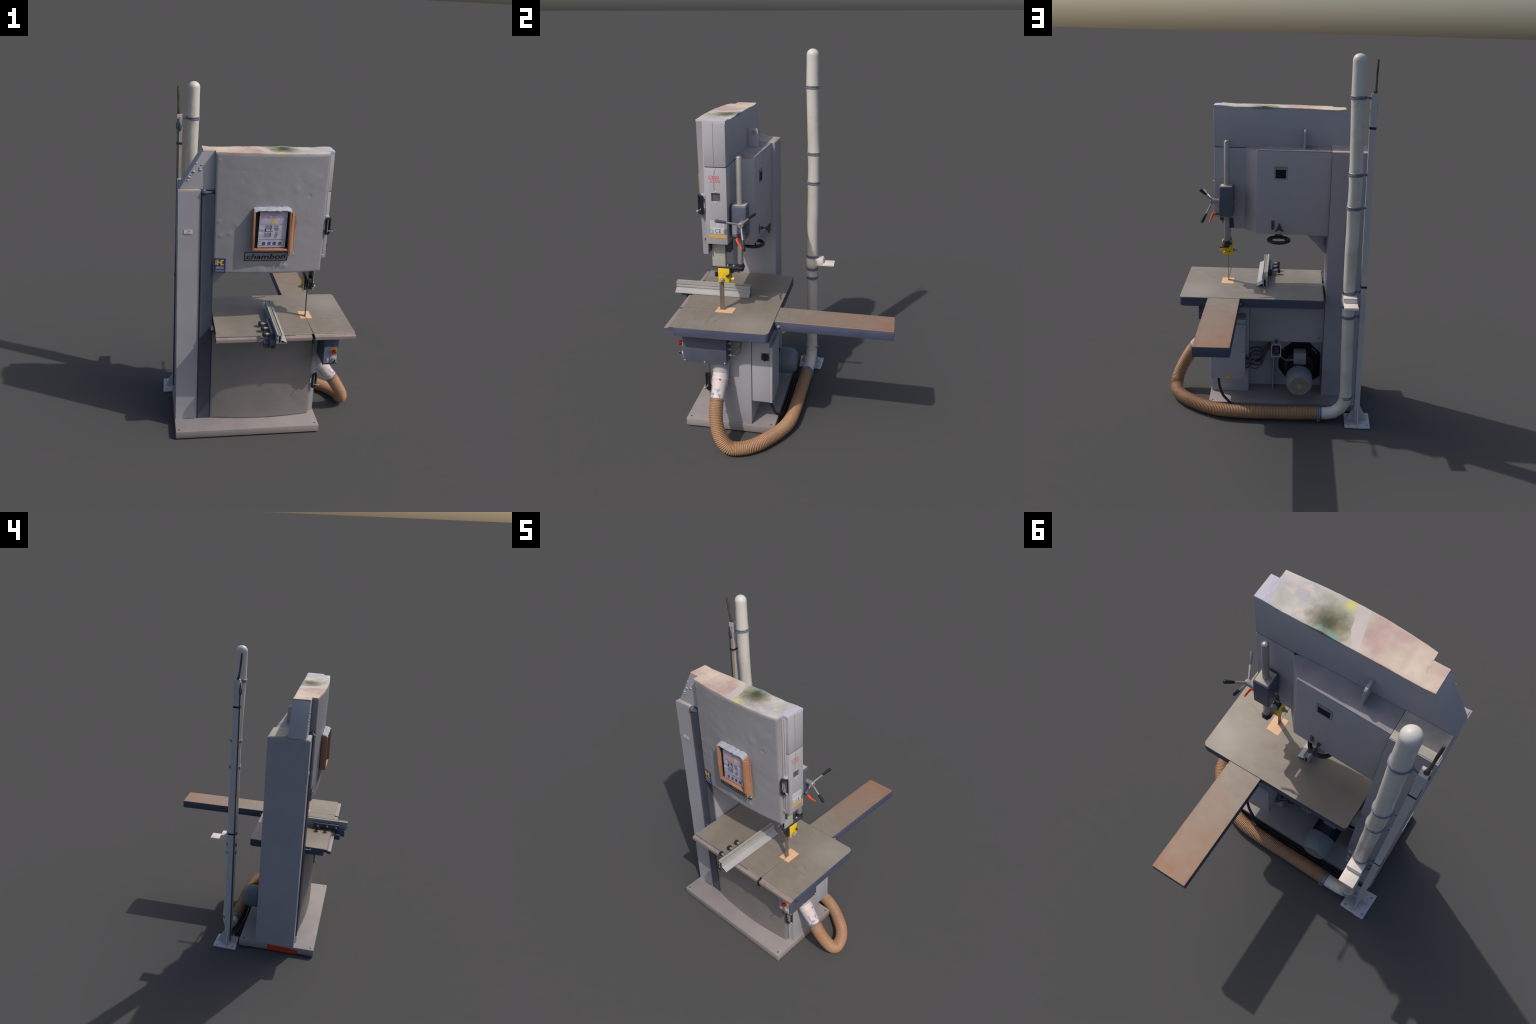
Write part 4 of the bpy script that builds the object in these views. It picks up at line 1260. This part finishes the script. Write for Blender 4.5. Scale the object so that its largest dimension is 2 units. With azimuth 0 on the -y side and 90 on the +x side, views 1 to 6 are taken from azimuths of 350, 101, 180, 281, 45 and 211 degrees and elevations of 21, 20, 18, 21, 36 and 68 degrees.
for x, z in ((-0.275, 0.29), (-0.285, 0.275), (-0.262, 0.30), (-0.095, 0.12)):
    turned(bm, (x, -0.207, z), (x, -0.200, z), [(0, 0.006), (1, 0.004)], 10)
part('mount_bolt', bm, M['steel'], motor)
# square tension tube with set screws
bm = new()
def rrect(x0, x1, z0, z1, r):
    return arc(x1 - r, z1 - r, r, 0, 90, 4) + arc(x0 + r, z1 - r, r, 90, 180, 4) + arc(x0 + r, z0 + r, r, 180, 270, 4) + arc(x1 - r, z0 + r, r, 270, 360, 4)
o = rrect(-0.0755, -0.0165, 0.290, 0.374, 0.012); inn = rrect(-0.069, -0.023, 0.297, 0.367, 0.008)
for y0, y1 in ((-0.205, -0.098),):
    r = [[bm.verts.new((x, y, z)) for x, z in pp] for pp, y in ((o, y0), (o, y1), (inn, y1), (inn, y0))]
    m_ = len(o)
    for a, b in ((0, 1), (1, 2), (2, 3), (3, 0)):
        for k in range(m_):
            bm.faces.new([r[a][k], r[a][(k + 1) % m_], r[b][(k + 1) % m_], r[b][k]])
tt = part('tension_tube', bm, M['paint'], cab)
bm = new()
for a, b in (((-0.0755, 0.338), (-0.091, 0.338)), ((-0.0165, 0.338), (-0.001, 0.338)), ((-0.046, 0.290), (-0.046, 0.278)), ((-0.046, 0.374), (-0.046, 0.395))):
    turned(bm, (a[0], -0.112, a[1]), (b[0], -0.112, b[1]), [(0, 0.003), (0.5, 0.003), (0.55, 0.0065), (1, 0.0065)], 10)
box(bm, -0.062, -0.03, -0.13, -0.115, 0.31, 0.352)
rod(bm, (-0.046, -0.112, 0.297), (-0.046, -0.112, 0.312), 0.003, 8); rod(bm, (-0.046, -0.112, 0.35), (-0.046, -0.112, 0.367), 0.003, 8)
part('set_screw', bm, M['darkmetal'], cab)
bm = new(); box(bm, -0.034, -0.029, -0.212, -0.155, 0.0528, 0.292, 0.0005)
part('bay_rib', bm, M['paint'], cab)

# ---- dust nozzle, hose, elbow --------------------------------------------
bm = new()
pts, _ = spline([(0.315, -0.280, 0.452), (0.338, -0.280, 0.425), (0.361, -0.279, 0.378), (0.393, -0.279, 0.328), (0.4435, -0.281, 0.264)], 40)
tube(bm, pts, lambda t: 0.0425 if t < 0.52 else (0.0445 if t < 0.56 else lerp(0.0425, 0.0375, min(1, (t - 0.56) / 0.3))), 28)
def nozzle_material():
    m = Nodes('peeling_pink_white_plastic')
    c = m.mix(m.ramp(m.noise(9, 3), 0.3, 0.7), srgb(216, 202, 200), srgb(204, 190, 190))
    zone = m.math('MULTIPLY', m.ramp(m.axis('Z'), 0.335, 0.315), m.ramp(m.axis('Z'), 0.262, 0.28))
    peel = m.math('MULTIPLY', zone, m.ramp(m.noise(38, 3, 0.5), 0.53, 0.56))
    c = m.mix(peel, c, srgb(142, 146, 162))
    c = m.mix(m.math('MULTIPLY', m.ramp(m.axis('Z'), 0.30, 0.27), m.ramp(m.noise(60, 3), 0.5, 0.7)), c, srgb(176, 156, 146))
    return m.finish(c, 0.5, 0, m.noise(50, 3), 0.002)
noz = part('dust_nozzle', bm, nozzle_material(), origin=(0, 0, 0))
bm = new()
tube(bm, pts[:16], 0.0452, 28)
part('nozzle_collar', bm, M['paint'], noz)
bm = new(); blob(bm, (0.4215, -0.27, 0.371), 0.004)
part('nozzle_rivet', bm, M['galv'], noz)

HC = [(0.443, -0.2815, 0.268), (0.482, -0.279, 0.206), (0.520, -0.263, 0.140), (0.544, -0.233, 0.082), (0.5485, -0.19, 0.045), (0.530, -0.122, 0.0385), (0.485, -0.06, 0.038), (0.43, -0.016, 0.038), (0.36, 0.03, 0.038), (0.27, 0.068, 0.038), (0.18, 0.083, 0.038), (0.05, 0.088, 0.038), (-0.1, 0.090, 0.039), (-0.2, 0.093, 0.043), (-0.298, 0.098, 0.049)]
_, HL = spline(HC, 10)
pitch = 0.0086
nrib = int(HL / pitch)
pts, _ = spline(HC, nrib * 8)
bm = new()
tube(bm, pts, lambda t: 0.0362 + 0.0016 * math.cos(t * nrib * 2 * math.pi) + 0.0006 * math.sin(t * 37), 36)
hose = part('flexible_hose', bm, M['hose'], angle=60)

def band(c, axis_, r, w=0.008, name='hose_clamp', screw=None, mat='galv', parent=None):
    c, ax_ = V(c), V(axis_).normalized()
    bm = new()
    turned(bm, c - ax_ * w / 2, c + ax_ * w / 2, [(0, r), (0.1, r + 0.0022), (0.34, r + 0.0022), (0.4, r - 0.0006), (0.6, r - 0.0006), (0.66, r + 0.0022), (0.9, r + 0.0022), (1, r)], 32)
    if screw is not None:
        s = V(screw).normalized()
        p = c + s * (r + 0.004)
        t = ax_.cross(s)
        rod(bm, p - t * 0.009, p + t * 0.009, 0.004, 10)
        rod(bm, p + t * 0.009, p + t * 0.013, 0.006, 6)
    return part(name, bm, M[mat], parent)
d1 = pts[14] - pts[6]
band(pts[10], d1, 0.0362, 0.006, screw=(0, -1, 0.3), parent=hose)
band(pts[-10], pts[-1] - pts[-16], 0.0368, 0.010, screw=(0, 1, -0.3), parent=hose)
bm = new()
epts = [V(p) for p in ((-0.282, 0.0975, 0.048), (-0.300, 0.098, 0.0485), (-0.338, 0.100, 0.050), (-0.378, 0.103, 0.061), (-0.414, 0.106, 0.090), (-0.436, 0.108, 0.134), (-0.4405, 0.108, 0.185))]
tube(bm, epts, 0.0345, 30)
elbow = part('pipe_elbow', bm, M['plastic'], angle=14)
band((-0.306, 0.0985, 0.0487), (-1, 0.04, 0.03), 0.0352, 0.012, screw=(0.2, 1, -0.4), parent=elbow)
band((-0.290, 0.0977, 0.0482), (-1, 0.04, 0.03), 0.0372, 0.007, screw=(0, 1, -0.6), parent=elbow)

# ---- vertical pipe --------------------------------------------------------
PC = [(-0.441, 0.108, 0.165), (-0.434, 0.105, 0.40), (-0.428, 0.1015, 0.645), (-0.425, 0.100, 0.786), (-0.4235, 0.098, 1.05), (-0.4232, 0.0975, 1.248), (-0.4236, 0.095, 1.416), (-0.418, 0.087, 1.62), (-0.4138, 0.0815, 1.794), (-0.4105, 0.079, 1.966)]
ppts, PL = spline(PC, 220)
def pr(t):
    z = lerp(0.165, 1.966, t)
    r = lerp(0.0325, 0.0345, t)
    for zc in (1.416, 1.248, 1.794):
        r += 0.0022 * math.exp(-((z - zc) / 0.035) ** 2)
    return r
bm = new()
cap_pts = list(ppts)
top_c = ppts[-1]
ncap = 8
rad = [pr(i / 220) for i in range(221)]
for k in range(1, ncap + 1):
    a = math.radians(90 * k / ncap)
    cap_pts.append(top_c + V((0.0005, -0.0002, 0.034 * math.sin(a))))
    rad.append(max(0.0347 * math.cos(a), 0.0015))
tube(bm, cap_pts, lambda t: rad[min(len(rad) - 1, int(round(t * (len(cap_pts) - 1))))], 32, wob=lambda p: 0.0011 * nz(p, 9, 3) + 0.0012 * nz((p.x * 2, p.y * 2, p.z), 18, 7) * (1 if p.x < -0.42 else 0.3))
pipe = part('extraction_pipe', bm, M['plastic'], angle=70)
for z, scr in ((1.794, 1), (1.416, 1), (1.248, 1), (0.787, 1), (0.703, 1), (0.645, 1), (0.16, 1)):
    t = min(range(len(ppts)), key=lambda i: abs(ppts[i].z - z))
    band(ppts[t], (0, 0, 1), pr(t / 220) + 0.0012, 0.018, name='pipe_clamp', screw=(-1, 0.2, 0) if z > 0.2 else (0.3, 1, 0), parent=pipe)
    if z > 0.2:
        p = ppts[t]
        bm = new()
        tube(bm, [p + V((-0.034, 0, 0)), p + V((-0.048, -0.003, -0.002)), V((-0.492, 0.085, z - 0.002))], 0.006, 10)
        part('clamp_arm', bm, M['galv'], pipe)
    if 0.2 < z < 1.0:
        bm = new(); turned(bm, ppts[t] + V((0.034, 0.01, 0)), ppts[t] + V((0.056, 0.012, 0.002)), [(0, 0.004), (0.6, 0.004), (0.65, 0.007), (1, 0.005)], 10)
        part('clamp_bolt', bm, M['galv'], pipe)
# blast gate
bm = new()
turned(bm, (-0.4265, 0.101, 0.722), (-0.4257, 0.1005, 0.775), [(0, 0.036), (0.1, 0.0385), (0.9, 0.0385), (1, 0.036)], 32)
box(bm, -0.464, -0.392, 0.105, 0.168, 0.735, 0.776, 0.003)
gate = part('blast_gate', bm, M['gate'])
bm = new(); box(bm, -0.466, -0.393, 0.160, 0.236, 0.735, 0.750, 0.003)
part('gate_slide', bm, M['gate'], gate)
bm = new(); box(bm, -0.463, -0.395, 0.162, 0.171, 0.7495, 0.768, 0.002)
part('gate_stop', bm, M['gate'], gate)

# ---- post -----------------------------------------------------------------
pxm = lambda z: -0.5095 + 0.0105 * z        # post centre x, leaning a little
pym = lambda z: -0.010 * (z - 0.1) / 1.7
def leaning(bm, x0, x1, y0, y1, z0, z1, n=60, rag=0.0, seed=0):
    rings = []
    for i in range(n + 1):
        z = lerp(z0, z1, i / n)
        c, d = pxm(z), pym(z)
        j = rag * nz((0, seed, z), 30, seed) + rag * 0.6 * nz((0, seed, z), 75, seed)
        rings.append([bm.verts.new(p) for p in ((c + x0, y0 + d, z), (c + x1 + j, y0 + d, z), (c + x1 + j, y1 + d, z), (c + x0, y1 + d, z))])
    for A, B in zip(rings, rings[1:]):
        for k in range(4):
            bm.faces.new([A[k], A[(k + 1) % 4], B[(k + 1) % 4], B[k]])
    bm.faces.new(rings[0][::-1]); bm.faces.new(rings[-1])
bm = new(); leaning(bm, -0.0145, 0.0145, 0.0755, 0.110, 0.010, 1.815, rag=0.0012, seed=3)
post = part('support_post', bm, M['post'])
bm = new(); leaning(bm, -0.002, 0.0142, 0.069, 0.0752, 0.02, 1.80, rag=0.003, seed=8)
part('post_beige_strip', bm, M['beige'], post)  # thin ragged plate added to carry the beige tone of this side
bm = new(); leaning(bm, -0.0140, -0.0025, 0.068, 0.0752, 0.02, 1.79, rag=0.0005, seed=5)
part('post_dark_strip', bm, M['hinge'], post)  # dark strip added where the scan leaves the post open
for z in (1.649, 0.816):
    bm = new()
    c, d = pxm(z), pym(z)
    box(bm, c - 0.0165, c + 0.0165, 0.0665 + d, 0.112 + d, z - 0.006, z + 0.006, 0.002)
    part('post_strap', bm, M['black'], post)
# ragged head of the post: bracket, dark cable rising to a thin end
bm = new()
prism(bm, [(-0.512, 1.70), (-0.484, 1.70), (-0.473, 1.735), (-0.480, 1.752), (-0.476, 1.775), (-0.484, 1.782), (-0.482, 1.80), (-0.49, 1.815), (-0.505, 1.81)], 1, 0.068, 0.086, 0.002)
part('post_head_plate', bm, M['post'], post)
bm = new()
blob(bm, (-0.488, 0.060, 1.745), 0.012, (0.8, 0.6, 2.2)); blob(bm, (-0.506, 0.064, 1.75), 0.010, (0.7, 0.6, 2.0))
part('cable_gland', bm, painted('petrol_blue', srgb(62, 92, 110), 0.15), post)
bm = new()
tube(bm, [(-0.494, 0.084, 1.80), (-0.4945, 0.080, 1.815), (-0.497, 0.074, 1.835), (-0.4985, 0.068, 1.87), (-0.499, 0.064, 1.91), (-0.5005, 0.061, 1.945), (-0.501, 0.059, 1.974)], lambda t: [0.011, 0.010, 0.0068, 0.0052, 0.0058, 0.006, 0.0045][int(round(t * 6))], 10)
part('post_cable', bm, painted('dusty_black_cable', srgb(84, 76, 62), 0.3, 0.7, scale=40), post)
# foot plate with webs
bm = new()
prism(bm, [(-0.586, 0.020), (-0.4445, 0.027), (-0.4395, 0.155), (-0.441, 0.168), (-0.500, 0.172), (-0.512, 0.168), (-0.530, 0.174), (-0.580, 0.172), (-0.583, 0.10)], 2, 0.0, 0.009, 0.001)
foot = part('post_foot', bm, M['post'], post)
bm = new()
prism(bm, [(-0.57, 0.009), (-0.452, 0.009), (-0.478, 0.062), (-0.497, 0.095), (-0.527, 0.095), (-0.545, 0.062)], 1, 0.085, 0.092, 0.001)
prism(bm, [(0.092, 0.009), (0.160, 0.009), (0.112, 0.098), (0.092, 0.11)], 0, -0.515, -0.508, 0.001)
prism(bm, [(0.053, 0.009), (0.028, 0.009), (0.048, 0.06), (0.053, 0.07)], 0, -0.515, -0.508, 0.001)
part('foot_web', bm, M['post'], post)
for x, y in ((-0.565, 0.045), (-0.565, 0.15), (-0.462, 0.15), (-0.465, 0.045)):
    bm = new(); rod(bm, (x, y, 0.008), (x, y, 0.0098), 0.006, 12)
    part('anchor_hole_disc', bm, M['galv'], post)  # flat disc on the foot plate instead of a drilled hole

# ---- printing on the right end -------------------------------------------
rm = lambda u, v, h: (0.3226 + h, u, v)
bm = new()
lettering(bm, '5300', rm, -0.326, -0.272, 1.424, 1.441, 0.0008)
lettering(bm, '5500', rm, -0.319, -0.268, 1.406, 1.422, 0.0008)
part('handwritten_numbers', bm, M['redink'], housing)
bm = new(); patch(bm, rm, -0.323, -0.2505, 1.146, 1.212, 0.0006)
part('rating_plate', bm, M['white'], housing)
bm = new()
for v in (1.205, 1.199, 1.193, 1.187, 1.181):
    patch(bm, rm, -0.318, -0.29, v, v + 0.0012, 0.0010); patch(bm, rm, -0.283, -0.256, v - 0.003, v - 0.0018, 0.0010)
part('plate_rules', bm, M['greyink'], housing)
bm = new()
lettering(bm, 'CE', rm, -0.299, -0.268, 1.150, 1.168, 0.0012)
part('conformity_mark', bm, M['ink'], housing)
bm = new()
disc(bm, rm, -0.315, 1.1585, 0.0118, 0.0012, 0.0102, 10)
lettering(bm, '3', rm, -0.3195, -0.311, 1.152, 1.1655, 0.0012)
part('handwritten_number', bm, M['teal'], housing)
bm = new(); patch(bm, rm, -0.330, -0.241, 1.122, 1.138, 0.0008)
part('caution_strip', bm, M['ochre'], housing)
bm = new()
rngp = random.Random(2)
for a, b, z0, z1 in ((-0.296, -0.301, 1.47, 1.37), (-0.288, -0.298, 1.48, 1.44), (-0.298, -0.297, 1.44, 1.36)):
    n_ = 0.0005
    bm.faces.new([bm.verts.new(p) for p in (rm(a - n_, z0, 0.0009), rm(a + n_, z0, 0.0009), rm(b + n_, z1, 0.0009), rm(b - n_, z1, 0.0009))])
part('pencil_line', bm, M['greyink'], housing)

# tidy: drop helper properties
for ob in bpy.data.objects:
    if "w" in ob:
        del ob["w"]
